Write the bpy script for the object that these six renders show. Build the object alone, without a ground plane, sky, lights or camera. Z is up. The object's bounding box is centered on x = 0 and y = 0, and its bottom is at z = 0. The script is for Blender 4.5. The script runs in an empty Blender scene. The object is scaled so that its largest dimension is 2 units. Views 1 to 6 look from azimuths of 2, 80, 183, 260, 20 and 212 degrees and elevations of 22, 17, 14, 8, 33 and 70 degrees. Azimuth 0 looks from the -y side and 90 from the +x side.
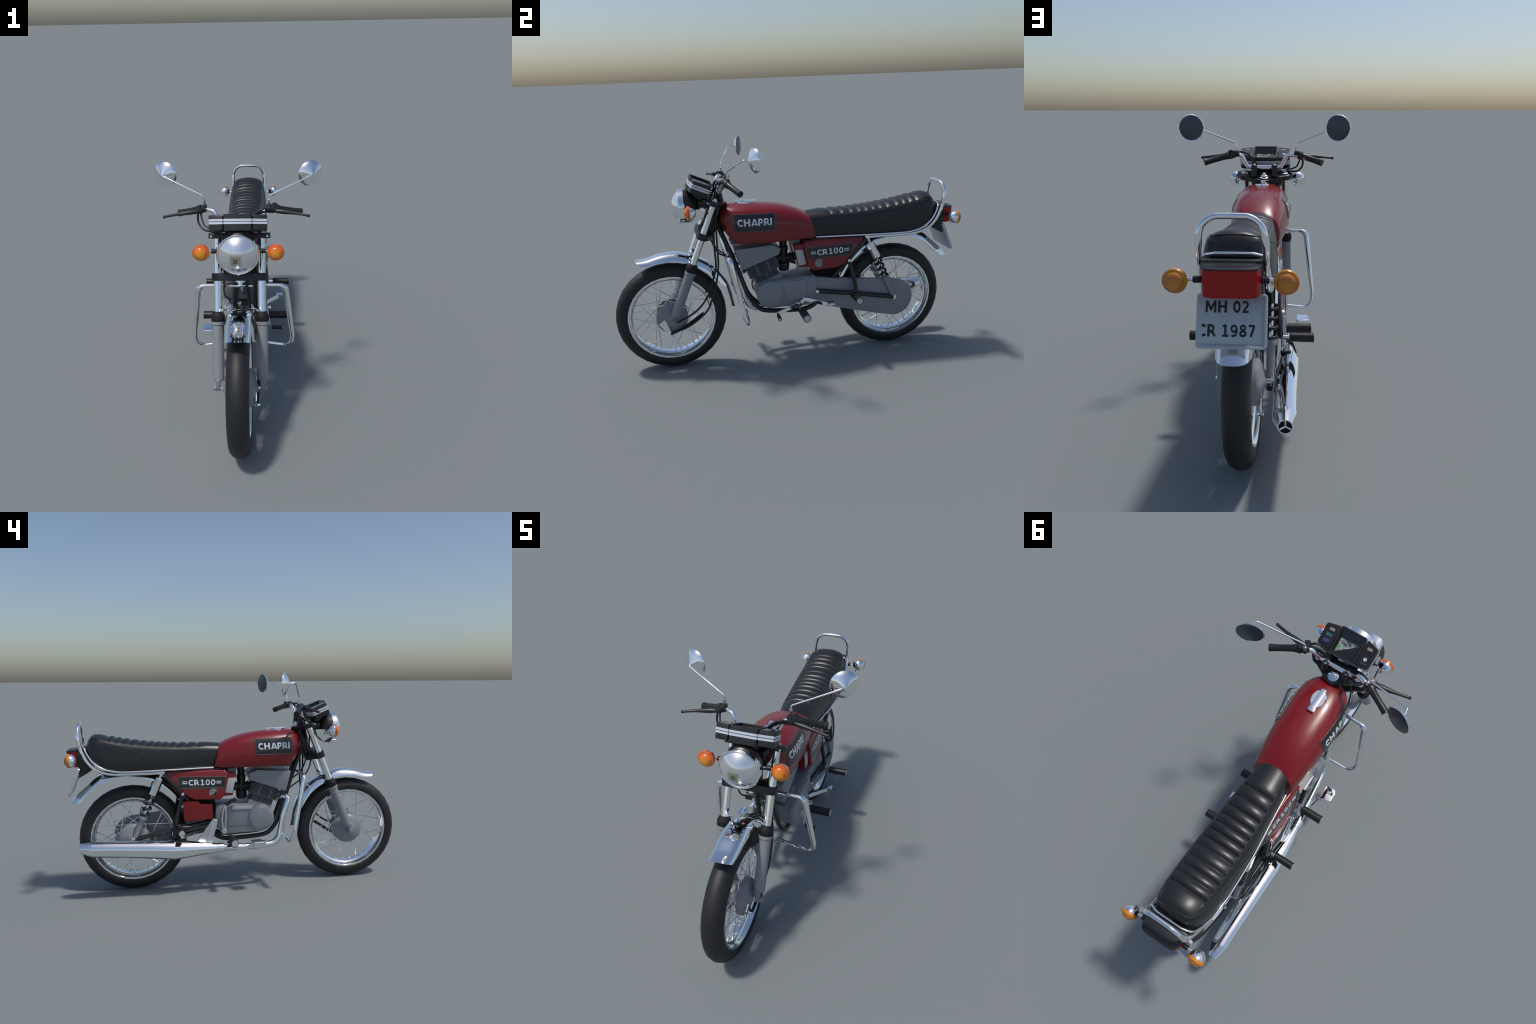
"""A classic red commuter motorcycle, built part by part.
Frame of the machine: x across (left side +x), y lengthwise (front at -y), z up; metres.
All parts are modelled about the machine's own mid plane (x = 0) and hung on one
Empty that stands slightly off the world origin (the mirrors reach further right)."""
import bpy, bmesh, math, random
from mathutils import Vector, Matrix
from mathutils.bvhtree import BVHTree

random.seed(7)
MID_X = 0.0125
V = Vector
pi = math.pi

# ------------------------------------------------------------------ materials
def new_material(name):
    m = bpy.data.materials.new(name)
    m.use_nodes = True
    nt = m.node_tree
    return m, nt, nt.nodes["Principled BSDF"]

def simple(name, color, rough=0.5, metal=0.0, coat=0.0, spec=0.5, coat_rough=0.05,
           grain=0.0, grain_scale=120.0, tint=0.0, tint_scale=9.0, rough_var=0.0):
    """Principled material with optional bump grain and a faint tonal mottling."""
    m, nt, b = new_material(name)
    b.inputs["Base Color"].default_value = (*color, 1)
    b.inputs["Roughness"].default_value = rough
    b.inputs["Metallic"].default_value = metal
    b.inputs["Coat Weight"].default_value = coat
    b.inputs["Coat Roughness"].default_value = coat_rough
    b.inputs["Specular IOR Level"].default_value = spec
    tc = nt.nodes.new("ShaderNodeTexCoord")
    if tint or rough_var:
        n = nt.nodes.new("ShaderNodeTexNoise")
        n.inputs["Scale"].default_value = tint_scale
        n.inputs["Detail"].default_value = 5
        nt.links.new(tc.outputs["Object"], n.inputs["Vector"])
        if tint:
            mix = nt.nodes.new("ShaderNodeMix"); mix.data_type = 'RGBA'
            mix.inputs[6].default_value = (*[c * (1 - tint) for c in color], 1)
            mix.inputs[7].default_value = (*[min(1, c * (1 + tint)) for c in color], 1)
            nt.links.new(n.outputs["Fac"], mix.inputs[0])
            nt.links.new(mix.outputs[2], b.inputs["Base Color"])
        if rough_var:
            mr = nt.nodes.new("ShaderNodeMapRange")
            mr.inputs[3].default_value = max(0, rough - rough_var)
            mr.inputs[4].default_value = rough + rough_var
            nt.links.new(n.outputs["Fac"], mr.inputs[0])
            nt.links.new(mr.outputs[0], b.inputs["Roughness"])
    if grain:
        n = nt.nodes.new("ShaderNodeTexNoise")
        n.inputs["Scale"].default_value = grain_scale
        n.inputs["Detail"].default_value = 3
        bp = nt.nodes.new("ShaderNodeBump")
        bp.inputs["Strength"].default_value = grain
        bp.inputs["Distance"].default_value = 0.002
        nt.links.new(tc.outputs["Object"], n.inputs["Vector"])
        nt.links.new(n.outputs["Fac"], bp.inputs["Height"])
        nt.links.new(bp.outputs[0], b.inputs["Normal"])
    return m

CHROME = simple("chrome", (0.93, 0.94, 0.95), 0.05, 1.0)
SATIN = simple("satin_steel", (0.80, 0.81, 0.82), 0.22, 1.0)
RED = simple("red_lacquer", (0.188, 0.0055, 0.0075), 0.30, 0.0, 0.4, 0.42, 0.05)
VINYL = simple("seat_vinyl", (0.013, 0.0135, 0.0145), 0.36, 0, 0, 0.5, grain=0.10, grain_scale=260)
VINYL_SIDE = simple("seat_side_vinyl", (0.013, 0.0135, 0.0145), 0.42, 0, 0, 0.45, grain=0.10, grain_scale=260)
RUBBER = simple("tyre_rubber", (0.012, 0.012, 0.0125), 0.55, 0, 0, 0.5, tint=0.10)
GRIP = simple("grip_rubber", (0.012, 0.012, 0.013), 0.42, 0, 0, 0.5)
PLASTIC = simple("black_plastic", (0.016, 0.0165, 0.0175), 0.38, 0, 0, 0.5)
FRAME_PAINT = simple("black_enamel", (0.012, 0.0125, 0.014), 0.30, 0, 0.2, 0.5)
MATT_BLACK = simple("matt_black", (0.010, 0.010, 0.011), 0.65, 0, 0, 0.3)
GREY = simple("grey_engine_paint", (0.232, 0.248, 0.266), 0.42, 0.0, 0, 0.5, tint=0.03)
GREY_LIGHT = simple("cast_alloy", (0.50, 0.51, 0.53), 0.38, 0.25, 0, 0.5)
FIN = simple("dark_fin_grey", (0.125, 0.135, 0.150), 0.40, 0.1, 0, 0.5)  # darker grey than the engine grey, used on the fins and webs
WHITE_PANEL = simple("pale_grey_panel", (0.46, 0.47, 0.48), 0.5)
PLATE = simple("plate_white", (0.46, 0.49, 0.53), 0.30, 0.15)
INK = simple("black_ink", (0.008, 0.009, 0.011), 0.5)
BADGE = simple("badge_black", (0.012, 0.013, 0.015), 0.26, 0, 0.3)
BADGE_EDGE = simple("badge_edge", (0.10, 0.105, 0.11), 0.4, 0.3)
LETTER = simple("letter_silver", (0.66, 0.69, 0.74), 0.40, 0.0)
STRIPE = simple("silver_stripe", (0.62, 0.65, 0.70), 0.30, 0.3)
MIRROR = simple("mirror_glass", (0.050, 0.068, 0.080), 0.22, 0.0, 0, 0.6)
TAIL_RED = simple("tail_lens_red", (0.36, 0.006, 0.008), 0.30, 0, 0.0, 0.35, tint=0.10, tint_scale=30)
SWITCH_RED = simple("switch_red", (0.55, 0.01, 0.01), 0.4)
KEY_GREY = simple("lock_face", (0.22, 0.26, 0.23), 0.45, 0.2, tint=0.12, tint_scale=60)
BULB = simple("bulb_cap", (0.40, 0.33, 0.13), 0.35, 0.3)

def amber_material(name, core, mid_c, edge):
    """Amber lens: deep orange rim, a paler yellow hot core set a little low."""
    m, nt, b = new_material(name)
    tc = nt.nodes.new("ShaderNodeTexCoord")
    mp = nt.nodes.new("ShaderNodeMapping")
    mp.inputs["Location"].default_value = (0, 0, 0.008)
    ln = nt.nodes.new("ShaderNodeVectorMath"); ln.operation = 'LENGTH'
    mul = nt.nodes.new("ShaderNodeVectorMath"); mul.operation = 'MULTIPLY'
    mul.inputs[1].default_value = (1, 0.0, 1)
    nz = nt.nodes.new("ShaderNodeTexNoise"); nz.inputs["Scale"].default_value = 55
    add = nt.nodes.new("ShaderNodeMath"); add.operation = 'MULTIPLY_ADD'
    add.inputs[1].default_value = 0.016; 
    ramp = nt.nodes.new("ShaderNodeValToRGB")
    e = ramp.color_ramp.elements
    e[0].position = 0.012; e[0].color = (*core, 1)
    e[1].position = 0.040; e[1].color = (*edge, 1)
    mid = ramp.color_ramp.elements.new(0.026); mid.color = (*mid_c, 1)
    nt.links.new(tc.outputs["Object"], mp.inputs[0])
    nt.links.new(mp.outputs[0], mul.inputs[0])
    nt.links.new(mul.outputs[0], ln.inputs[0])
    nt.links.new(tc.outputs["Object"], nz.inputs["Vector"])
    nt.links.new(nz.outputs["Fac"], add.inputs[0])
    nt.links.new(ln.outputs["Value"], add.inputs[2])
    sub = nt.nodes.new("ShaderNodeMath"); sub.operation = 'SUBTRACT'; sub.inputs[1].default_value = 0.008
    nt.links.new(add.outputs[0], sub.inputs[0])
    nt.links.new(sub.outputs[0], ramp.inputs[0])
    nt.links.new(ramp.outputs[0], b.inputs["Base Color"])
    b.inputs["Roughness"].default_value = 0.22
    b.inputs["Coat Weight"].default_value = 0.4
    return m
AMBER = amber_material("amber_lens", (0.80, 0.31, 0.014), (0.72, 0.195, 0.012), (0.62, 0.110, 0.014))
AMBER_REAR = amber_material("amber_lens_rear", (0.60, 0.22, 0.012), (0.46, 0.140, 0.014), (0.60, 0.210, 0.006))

def glass_material():
    """Fluted, silvered lamp glass; the bulb holder shows through as a tan block with dark cells."""
    m, nt, b = new_material("headlight_glass")
    N, L = nt.nodes.new, nt.links.new
    b.inputs["Roughness"].default_value = 0.17
    b.inputs["Metallic"].default_value = 0.80
    b.inputs["Coat Weight"].default_value = 0.6
    tc = N("ShaderNodeTexCoord"); sep = N("ShaderNodeSeparateXYZ")
    L(tc.outputs["Object"], sep.inputs[0])
    def math_node(op, a, v=None, v2=None):
        n = N("ShaderNodeMath"); n.operation = op
        for k, q in enumerate((a, v, v2)):
            if q is None: continue
            if isinstance(q, (int, float)): n.inputs[k].default_value = q
            else: L(q, n.inputs[k])
        return n.outputs[0]
    def box_mask(x0, z0, hx, hz, soft):
        dx = math_node('DIVIDE', math_node('ABSOLUTE', math_node('SUBTRACT', sep.outputs[0], x0)), hx)
        dz = math_node('DIVIDE', math_node('ABSOLUTE', math_node('SUBTRACT', sep.outputs[2], z0)), hz)
        mr = N("ShaderNodeMapRange"); mr.interpolation_type = 'SMOOTHSTEP'
        mr.inputs[1].default_value = 1 + soft; mr.inputs[2].default_value = 1 - soft
        L(math_node('MAXIMUM', dx, dz), mr.inputs[0])
        return mr.outputs[0]
    def mix(f, a, c):
        n = N("ShaderNodeMix"); n.data_type = 'RGBA'
        L(f, n.inputs[0])
        if isinstance(a, tuple): n.inputs[6].default_value = (*a, 1)
        else: L(a, n.inputs[6])
        n.inputs[7].default_value = (*c, 1)
        return n.outputs[2]
    holder = box_mask(-0.008, 0.935, 0.024, 0.024, 0.30)
    cells = None
    for x0 in (-0.0135, -0.0035):
        for z0 in (0.9405, 0.9285):
            k = box_mask(x0, z0, 0.0042, 0.0046, 0.5)
            cells = k if cells is None else math_node('MAXIMUM', cells, k)
    w = N("ShaderNodeTexWave"); w.bands_direction = 'X'
    w.inputs["Scale"].default_value = 60; w.inputs["Distortion"].default_value = 1.0
    L(tc.outputs["Object"], w.inputs["Vector"])
    top = box_mask(0.0, 0.985, 0.045, 0.030, 0.6)
    flutes = math_node('MULTIPLY', math_node('MULTIPLY', w.outputs["Fac"], top), 0.55)
    c = mix(flutes, (0.80, 0.82, 0.84), (0.52, 0.54, 0.60))
    c = mix(math_node('MULTIPLY', holder, 0.8), c, (0.38, 0.36, 0.20))
    c = mix(math_node('MULTIPLY', cells, 0.85), c, (0.07, 0.065, 0.035))
    L(c, b.inputs["Base Color"])
    return m
GLASS = glass_material()

def dial_material(name, colors, scale):
    """Dial triangle: soft blotches of the given colours."""
    m, nt, b = new_material(name)
    tc = nt.nodes.new("ShaderNodeTexCoord")
    n = nt.nodes.new("ShaderNodeTexNoise"); n.inputs["Scale"].default_value = scale
    n.inputs["Detail"].default_value = 1.5
    r = nt.nodes.new("ShaderNodeValToRGB")
    els = r.color_ramp.elements
    els[0].position = 0.36; els[0].color = (*colors[0], 1)
    els[1].position = 0.64; els[1].color = (*colors[-1], 1)
    for i, c in enumerate(colors[1:-1]):
        el = els.new(0.36 + 0.28 * (i + 1) / (len(colors) - 1)); el.color = (*c, 1)
    nt.links.new(tc.outputs["Object"], n.inputs["Vector"])
    nt.links.new(n.outputs["Fac"], r.inputs[0])
    nt.links.new(r.outputs[0], b.inputs["Base Color"])
    b.inputs["Roughness"].default_value = 0.25
    return m
DIAL_BLOTCH = dial_material("dial_triangle", [(0.06, 0.07, 0.07), (0.17, 0.20, 0.19), (0.36, 0.40, 0.38), (0.07, 0.30, 0.12)], 30)
LAMP_TEAL = simple("tell_tale_teal", (0.03, 0.11, 0.10), 0.3)
LAMP_BLUE = simple("tell_tale_violet", (0.06, 0.05, 0.15), 0.3)
LAMP_AMBER = simple("tell_tale_cream", (0.26, 0.21, 0.15), 0.3)
DIAL_BLACK = simple("dial_face", (0.014, 0.014, 0.015), 0.16, 0, 0.3)

# ------------------------------------------------------------------ scene tree
scene = bpy.context.scene
root = bpy.data.objects.new("motorcycle", None)
scene.collection.objects.link(root)
root.location = (MID_X, 0, 0)
root["label"] = "red and black classic commuter motorcycle with chrome trim"
root["category"] = "motorcycle"

def group(name, parent=None):
    o = bpy.data.objects.new(name, None)
    o.empty_display_size = 0.05
    scene.collection.objects.link(o)
    o.parent = parent or root
    return o

def part(name, verts, faces, mat, parent=None, smooth=True, angle=35, origin=None):
    me = bpy.data.meshes.new(name)
    me.from_pydata([tuple(v) for v in verts], [], faces)
    return finish(name, me, mat, parent, smooth, angle, origin)

def finish(name, me, mat, parent=None, smooth=True, angle=35, origin=None):
    bm = bmesh.new(); bm.from_mesh(me)
    bmesh.ops.remove_doubles(bm, verts=bm.verts, dist=1e-6)
    bmesh.ops.recalc_face_normals(bm, faces=bm.faces)
    bm.to_mesh(me); bm.free()
    if origin is not None:
        me.transform(Matrix.Translation(-V(origin)))
    me.materials.append(mat)
    for p in me.polygons:
        p.use_smooth = smooth
    if smooth:
        me.set_sharp_from_angle(angle=math.radians(angle))
    me.update()
    o = bpy.data.objects.new(name, me)
    scene.collection.objects.link(o)
    o.parent = parent or root
    if origin is not None:
        o.location = origin
    return o

# ------------------------------------------------------------------ shape tools
def catmull(pts, n=6, closed=False):
    pts = [V(p) for p in pts]
    out = []
    L = len(pts)
    for i in range(L if closed else L - 1):
        g = lambda k: pts[k % L] if closed else pts[max(0, min(L - 1, k))]
        p0, p1, p2, p3 = g(i - 1), g(i), g(i + 1), g(i + 2)
        for j in range(n):
            t = j / n
            out.append(0.5 * ((2 * p1) + (p2 - p0) * t + (2 * p0 - 5 * p1 + 4 * p2 - p3) * t * t
                              + (3 * p1 - p0 - 3 * p2 + p3) * t ** 3))
    if not closed:
        out.append(pts[-1])
    return out

def interp(xs, ys, x):
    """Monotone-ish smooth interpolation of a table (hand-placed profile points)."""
    if x <= xs[0]: return ys[0]
    if x >= xs[-1]: return ys[-1]
    for i in range(len(xs) - 1):
        if xs[i] <= x <= xs[i + 1]:
            h = xs[i + 1] - xs[i]; t = (x - xs[i]) / h
            def slope(k):
                if k == 0 or k == len(xs) - 1:
                    a = min(k, len(xs) - 2)
                    return (ys[a + 1] - ys[a]) / (xs[a + 1] - xs[a])
                return (ys[k + 1] - ys[k - 1]) / (xs[k + 1] - xs[k - 1])
            m0, m1 = slope(i) * h, slope(i + 1) * h
            return ((2 * t ** 3 - 3 * t * t + 1) * ys[i] + (t ** 3 - 2 * t * t + t) * m0
                    + (-2 * t ** 3 + 3 * t * t) * ys[i + 1] + (t ** 3 - t * t) * m1)

def fillet(pts, r, n=5, closed=False):
    """Round the corners of a polyline with arcs of about radius r."""
    pts = [V(p) for p in pts]
    if r <= 0: return pts
    out = []
    L = len(pts)
    for i, p in enumerate(pts):
        if not closed and i in (0, L - 1):
            out.append(p); continue
        a, b = pts[i - 1] - p, pts[(i + 1) % L] - p
        ang = a.angle(b, pi)
        if ang > pi - 0.05:
            out.append(p); continue
        d = min(r / math.tan(ang / 2), a.length * 0.48, b.length * 0.48)
        s, e = p + a.normalized() * d, p + b.normalized() * d
        for j in range(n + 1):
            t = j / n
            out.append(s * (1 - t) ** 2 + p * 2 * t * (1 - t) + e * t * t)
    return out

def frames(path, closed=False):
    """Parallel-transported frames along a path."""
    n = len(path)
    tang = []
    for i in range(n):
        a = path[i - 1] if (i or closed) else path[i]
        b = path[(i + 1) % n] if (i < n - 1 or closed) else path[i]
        tang.append((b - a).normalized())
    ref = V((1, 0, 0)) if abs(tang[0].x) < 0.8 else V((0, 0, 1))
    u = (ref - tang[0] * ref.dot(tang[0])).normalized()
    out = []
    for t in tang:
        u = (u - t * u.dot(t)).normalized()
        out.append((t, u, t.cross(u)))
    return out

def tube_mesh(path, radius, seg=12, closed=False, caps=True, squash=None):
    path = [V(p) for p in path]
    rad = radius if callable(radius) else (lambda s: radius)
    fr = frames(path, closed)
    verts, faces = [], []
    n = len(path)
    for i, (p, (t, u, w)) in enumerate(zip(path, fr)):
        r = rad(i / max(1, n - 1))
        for k in range(seg):
            a = 2 * pi * k / seg
            c, s = math.cos(a) * r, math.sin(a) * r
            if squash: c *= squash[0]; s *= squash[1]
            verts.append(p + u * c + w * s)
    for i in range(n if closed else n - 1):
        for k in range(seg):
            a, b = i * seg + k, i * seg + (k + 1) % seg
            j = (i + 1) % n
            faces.append((a, b, j * seg + (k + 1) % seg, j * seg + k))
    if caps and not closed:
        faces.append(tuple(range(seg))[::-1])
        faces.append(tuple((n - 1) * seg + k for k in range(seg)))
    return verts, faces

def tube(name, pts, r, mat, parent=None, bend=0.03, seg=12, closed=False, squash=None, origin=None):
    v, f = tube_mesh(fillet(pts, bend, closed=closed), r, seg, closed, squash=squash)
    return part(name, v, f, mat, parent, angle=50, origin=origin)

def merge(*ms):
    V_, F_ = [], []
    for v, f in ms:
        o = len(V_)
        V_ += list(v)
        F_ += [tuple(i + o for i in q) for q in f]
    return V_, F_

def lathe_mesh(profile, origin, axis, seg=32, phase=0.0):
    """Revolve (distance along axis, radius) pairs round the axis through origin."""
    origin, axis = V(origin), V(axis).normalized()
    ref = V((0, 0, 1)) if abs(axis.z) < 0.9 else V((0, 1, 0))
    u = (ref - axis * ref.dot(axis)).normalized(); w = axis.cross(u)
    verts, faces, rings = [], [], []
    for a, r in profile:
        if r < 1e-6:
            rings.append([len(verts)]); verts.append(origin + axis * a)
        else:
            s = len(verts)
            for k in range(seg):
                t = 2 * pi * (k + phase) / seg
                verts.append(origin + axis * a + (u * math.cos(t) + w * math.sin(t)) * r)
            rings.append(list(range(s, s + seg)))
    for A, B in zip(rings, rings[1:]):
        if len(A) == 1 and len(B) == 1: continue
        for k in range(seg):
            k2 = (k + 1) % seg
            if len(A) == 1: faces.append((A[0], B[k2], B[k]))
            elif len(B) == 1: faces.append((A[k], A[k2], B[0]))
            else: faces.append((A[k], A[k2], B[k2], B[k]))
    return verts, faces

def lathe(name, profile, origin, axis, mat, parent=None, seg=32, angle=35, phase=0.0, o=None):
    v, f = lathe_mesh(profile, origin, axis, seg, phase)
    return part(name, v, f, mat, parent, angle=angle, origin=o)

def rod_mesh(a, b, r, seg=16, bevel=0.0):
    a, b = V(a), V(b); L = (b - a).length
    bv = min(bevel, r * 0.5, L * 0.4)
    prof = [(0, 0), (0, r - bv), (bv, r), (L - bv, r), (L, r - bv), (L, 0)] if bv else [(0, 0), (0, r), (L, r), (L, 0)]
    return lathe_mesh(prof, a, b - a, seg)

def rod(name, a, b, r, mat, parent=None, seg=16, bevel=0.002):
    v, f = rod_mesh(a, b, r, seg, bevel)
    return part(name, v, f, mat, parent, angle=30)

def prism_bm(outline, lo, hi, frame=None, bevel=0.0, bseg=2, taper=None):
    """Extrude a 2D outline [(a, b)] between lo and hi along c; frame maps (a,b,c)->xyz."""
    frame = frame or (lambda a, b, c: V((c, a, b)))
    bm = bmesh.new()
    low = [bm.verts.new(frame(a, b, lo)) for a, b in outline]
    if taper:
        ca = sum(p[0] for p in outline) / len(outline); cb = sum(p[1] for p in outline) / len(outline)
        top = [bm.verts.new(frame(ca + (a - ca) * taper, cb + (b - cb) * taper, hi)) for a, b in outline]
    else:
        top = [bm.verts.new(frame(a, b, hi)) for a, b in outline]
    n = len(outline)
    bm.faces.new(low[::-1]); bm.faces.new(top)
    for i in range(n):
        bm.faces.new((low[i], low[(i + 1) % n], top[(i + 1) % n], top[i]))
    bmesh.ops.recalc_face_normals(bm, faces=bm.faces)
    if bevel:
        bm.normal_update()
        es = [e for e in bm.edges if e.calc_face_angle(0) > 0.5]
        bmesh.ops.bevel(bm, geom=es, offset=bevel, segments=bseg, profile=0.6, affect='EDGES', clamp_overlap=True)
    return bm

def prism(name, outline, lo, hi, mat, parent=None, frame=None, bevel=0.004, bseg=2, angle=40, taper=None, origin=None):
    bm = prism_bm(outline, lo, hi, frame, bevel, bseg, taper)
    me = bpy.data.meshes.new(name); bm.to_mesh(me); bm.free()
    return finish(name, me, mat, parent, True, angle, origin)

def box(name, c, size, mat, parent=None, bevel=0.003, rot=None, bseg=2):
    hx, hy, hz = [s / 2 for s in size]
    R = rot or Matrix.Identity(3)
    fr = lambda a, b, cc: V(c) + R @ V((cc, a, b))
    return prism(name, [(-hy, -hz), (hy, -hz), (hy, hz), (-hy, hz)], -hx, hx, mat, parent, fr, bevel, bseg)

def rounded(outline, r, n=4):
    return [(p.x, p.y) for p in fillet([V((a, b, 0)) for a, b in outline], r, n, closed=True)]

def loft_mesh(rings, cap=True):
    n = len(rings[0]); verts = [v for r in rings for v in r]; faces = []
    for i in range(len(rings) - 1):
        for k in range(n):
            a, b = i * n + k, i * n + (k + 1) % n
            faces.append((a, b, b + n, a + n))
    if cap:
        faces.append(tuple(range(n))[::-1])
        faces.append(tuple((len(rings) - 1) * n + k for k in range(n)))
    return verts, faces

def both(fn):
    for s in (1, -1):
        fn(s)

def tree_of(*objs):
    vs, fs = [], []
    for o in objs:
        k = len(vs)
        vs += [v.co.copy() for v in o.data.vertices]
        fs += [[i + k for i in p.vertices] for p in o.data.polygons]
    return BVHTree.FromPolygons(vs, fs)

def side_hit(tree, s, y, z, fallback=0.1):
    h = tree.ray_cast(V((s * 0.6, y, z)), V((-s, 0, 0)))
    return h[0].x if h[0] is not None else s * fallback

# A plain bold sans alphabet drawn as strokes; cap height 1, (strokes, advance)
STEM, BAR = 0.27, 0.20
def oval(cx, cy, rx, ry, a0, a1, n=16):
    return [(cx + rx * math.cos(math.radians(a0 + (a1 - a0) * i / n)), cy + ry * math.sin(math.radians(a0 + (a1 - a0) * i / n))) for i in range(n + 1)]
def glyph(ch):
    bowl = [(0.10, 0.905)] + oval(0.40, 0.665, 0.235, 0.24, 90, -90, 10) + [(0.10, 0.425)]
    return {
        "C": ([(oval(0.52, 0.5, 0.40, 0.40, 52, 308, 18), 0.22)], 0.98),
        "H": ([([(0.125, 0), (0.125, 1)], STEM), ([(0.805, 0), (0.805, 1)], STEM), ([(0.2, 0.52), (0.75, 0.52)], BAR)], 1.10),
        "A": ([([(0.12, 0), (0.48, 1)], 0.23), ([(0.92, 0), (0.56, 1)], 0.23), ([(0.24, 0.27), (0.80, 0.27)], 0.18)], 1.08),
        "P": ([([(0.125, 0), (0.125, 1)], STEM), (bowl, 0.20)], 0.88),
        "R": ([([(0.125, 0), (0.125, 1)], STEM), (bowl, 0.20), ([(0.44, 0.46), (0.80, 0.0)], 0.25)], 0.99),
        "I": ([([(0.125, 0), (0.125, 1)], STEM)], 0.44),
        "M": ([([(0.12, 0), (0.12, 1)], 0.23), ([(1.02, 0), (1.02, 1)], 0.23), ([(0.16, 0.93), (0.57, 0.28), (0.98, 0.93)], 0.22)], 1.32),
        "0": ([(oval(0.42, 0.5, 0.285, 0.405, 0, 360, 24), 0.21)], 0.93),
        "1": ([([(0.44, 0), (0.44, 1)], 0.24), ([(0.46, 0.91), (0.14, 0.84)], 0.16), ([(0.12, 0.085), (0.78, 0.085)], 0.17)], 0.93),
        "2": ([([(0.10, 0.85)] + oval(0.36, 0.685, 0.27, 0.225, 105, -35, 12) + [(0.20, 0.13)], 0.20), ([(0.10, 0.09), (0.74, 0.09)], 0.18)], 0.93),
        "7": ([([(0.08, 0.905), (0.72, 0.905)], 0.19), ([(0.64, 0.86), (0.30, 0.0)], 0.24)], 0.93),
        "8": ([(oval(0.42, 0.735, 0.245, 0.180, 0, 360, 20), 0.18), (oval(0.42, 0.270, 0.280, 0.190, 0, 360, 20), 0.20)], 0.93),
        "9": ([(oval(0.40, 0.665, 0.265, 0.245, 0, 360, 20), 0.19), ([(0.70, 0.64), (0.70, 0.50)] + oval(0.36, 0.44, 0.335, 0.36, 0, -95, 10) + [(0.16, 0.10)], 0.19)], 0.93),
        "=": ([([(0.06, 0.36), (0.90, 0.36)], 0.15), ([(0.06, 0.66), (0.90, 0.66)], 0.15)], 1.12),
        " ": ([], 0.46)}[ch]

def stroke_strip(pts, width):
    """Left and right edge of a mitred ribbon along a polyline."""
    P = [V((a, b, 0)) for a, b in pts]
    closed = (P[0] - P[-1]).length < 1e-6
    if closed: P = P[:-1]
    n = len(P); out = []
    for i, p in enumerate(P):
        d0 = (p - P[i - 1]).normalized() if (i or closed) else None
        d1 = (P[(i + 1) % n] - p).normalized() if (i < n - 1 or closed) else None
        d0, d1 = d0 or d1, d1 or d0
        m = (d0 + d1).normalized(); nn = V((-m.y, m.x, 0))
        k = width / 2 / max(0.5, m.dot(d0))
        out.append((p + nn * k, p - nn * k))
    if closed: out.append(out[0])
    return out

def text_mesh(body):
    """Vertices (u, v, layer height) and faces of a word, each stroke a thin raised ribbon."""
    verts, faces, x, level = [], [], 0.0, 0
    for ch in body:
        strokes, adv = glyph(ch)
        for k, (pts, w) in enumerate(strokes):
            fine = []
            for a, b in zip(pts, pts[1:]):
                m = max(1, int(math.dist(a, b) / 0.3))
                fine += [(a[0] + (b[0] - a[0]) * i / m, a[1] + (b[1] - a[1]) * i / m) for i in range(m)]
            fine.append(pts[-1])
            strip = stroke_strip(fine, w * 0.96)
            base = len(verts)
            for l, r in strip:
                for e, h in ((l, 1), (r, 1), (r, -1), (l, -1)):
                    verts.append((x + e.x, min(1.0, max(0.0, e.y)), h * (1 + 0.22 * k)))
            for i in range(len(strip) - 1):
                for q in range(4):
                    q2 = (q + 1) % 4
                    faces.append((base + i * 4 + q, base + i * 4 + q2, base + i * 4 + 4 + q2, base + i * 4 + 4 + q))
            if (strip[0][0] - strip[-1][0]).length > 1e-6:
                faces.append((base, base + 1, base + 2, base + 3))
                e = base + (len(strip) - 1) * 4
                faces.append((e, e + 1, e + 2, e + 3))
        x += adv
    return verts, faces

def lettering(body, place, mat, parent):
    """place(u, v, w): u, v in 0..1 over the word's box, w about -1..1 through its thickness."""
    vs, fs = text_mesh(body)
    x0, x1 = min(v[0] for v in vs), max(v[0] for v in vs)
    return part("lettering", [place((a - x0) / (x1 - x0), b, c) for a, b, c in vs], fs, mat, parent, smooth=False)

# ================================================================== wheels
R_TYRE = 0.316
FRONT = V((0, -0.684, R_TYRE))
REAR = V((0, 0.636, R_TYRE))

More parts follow.
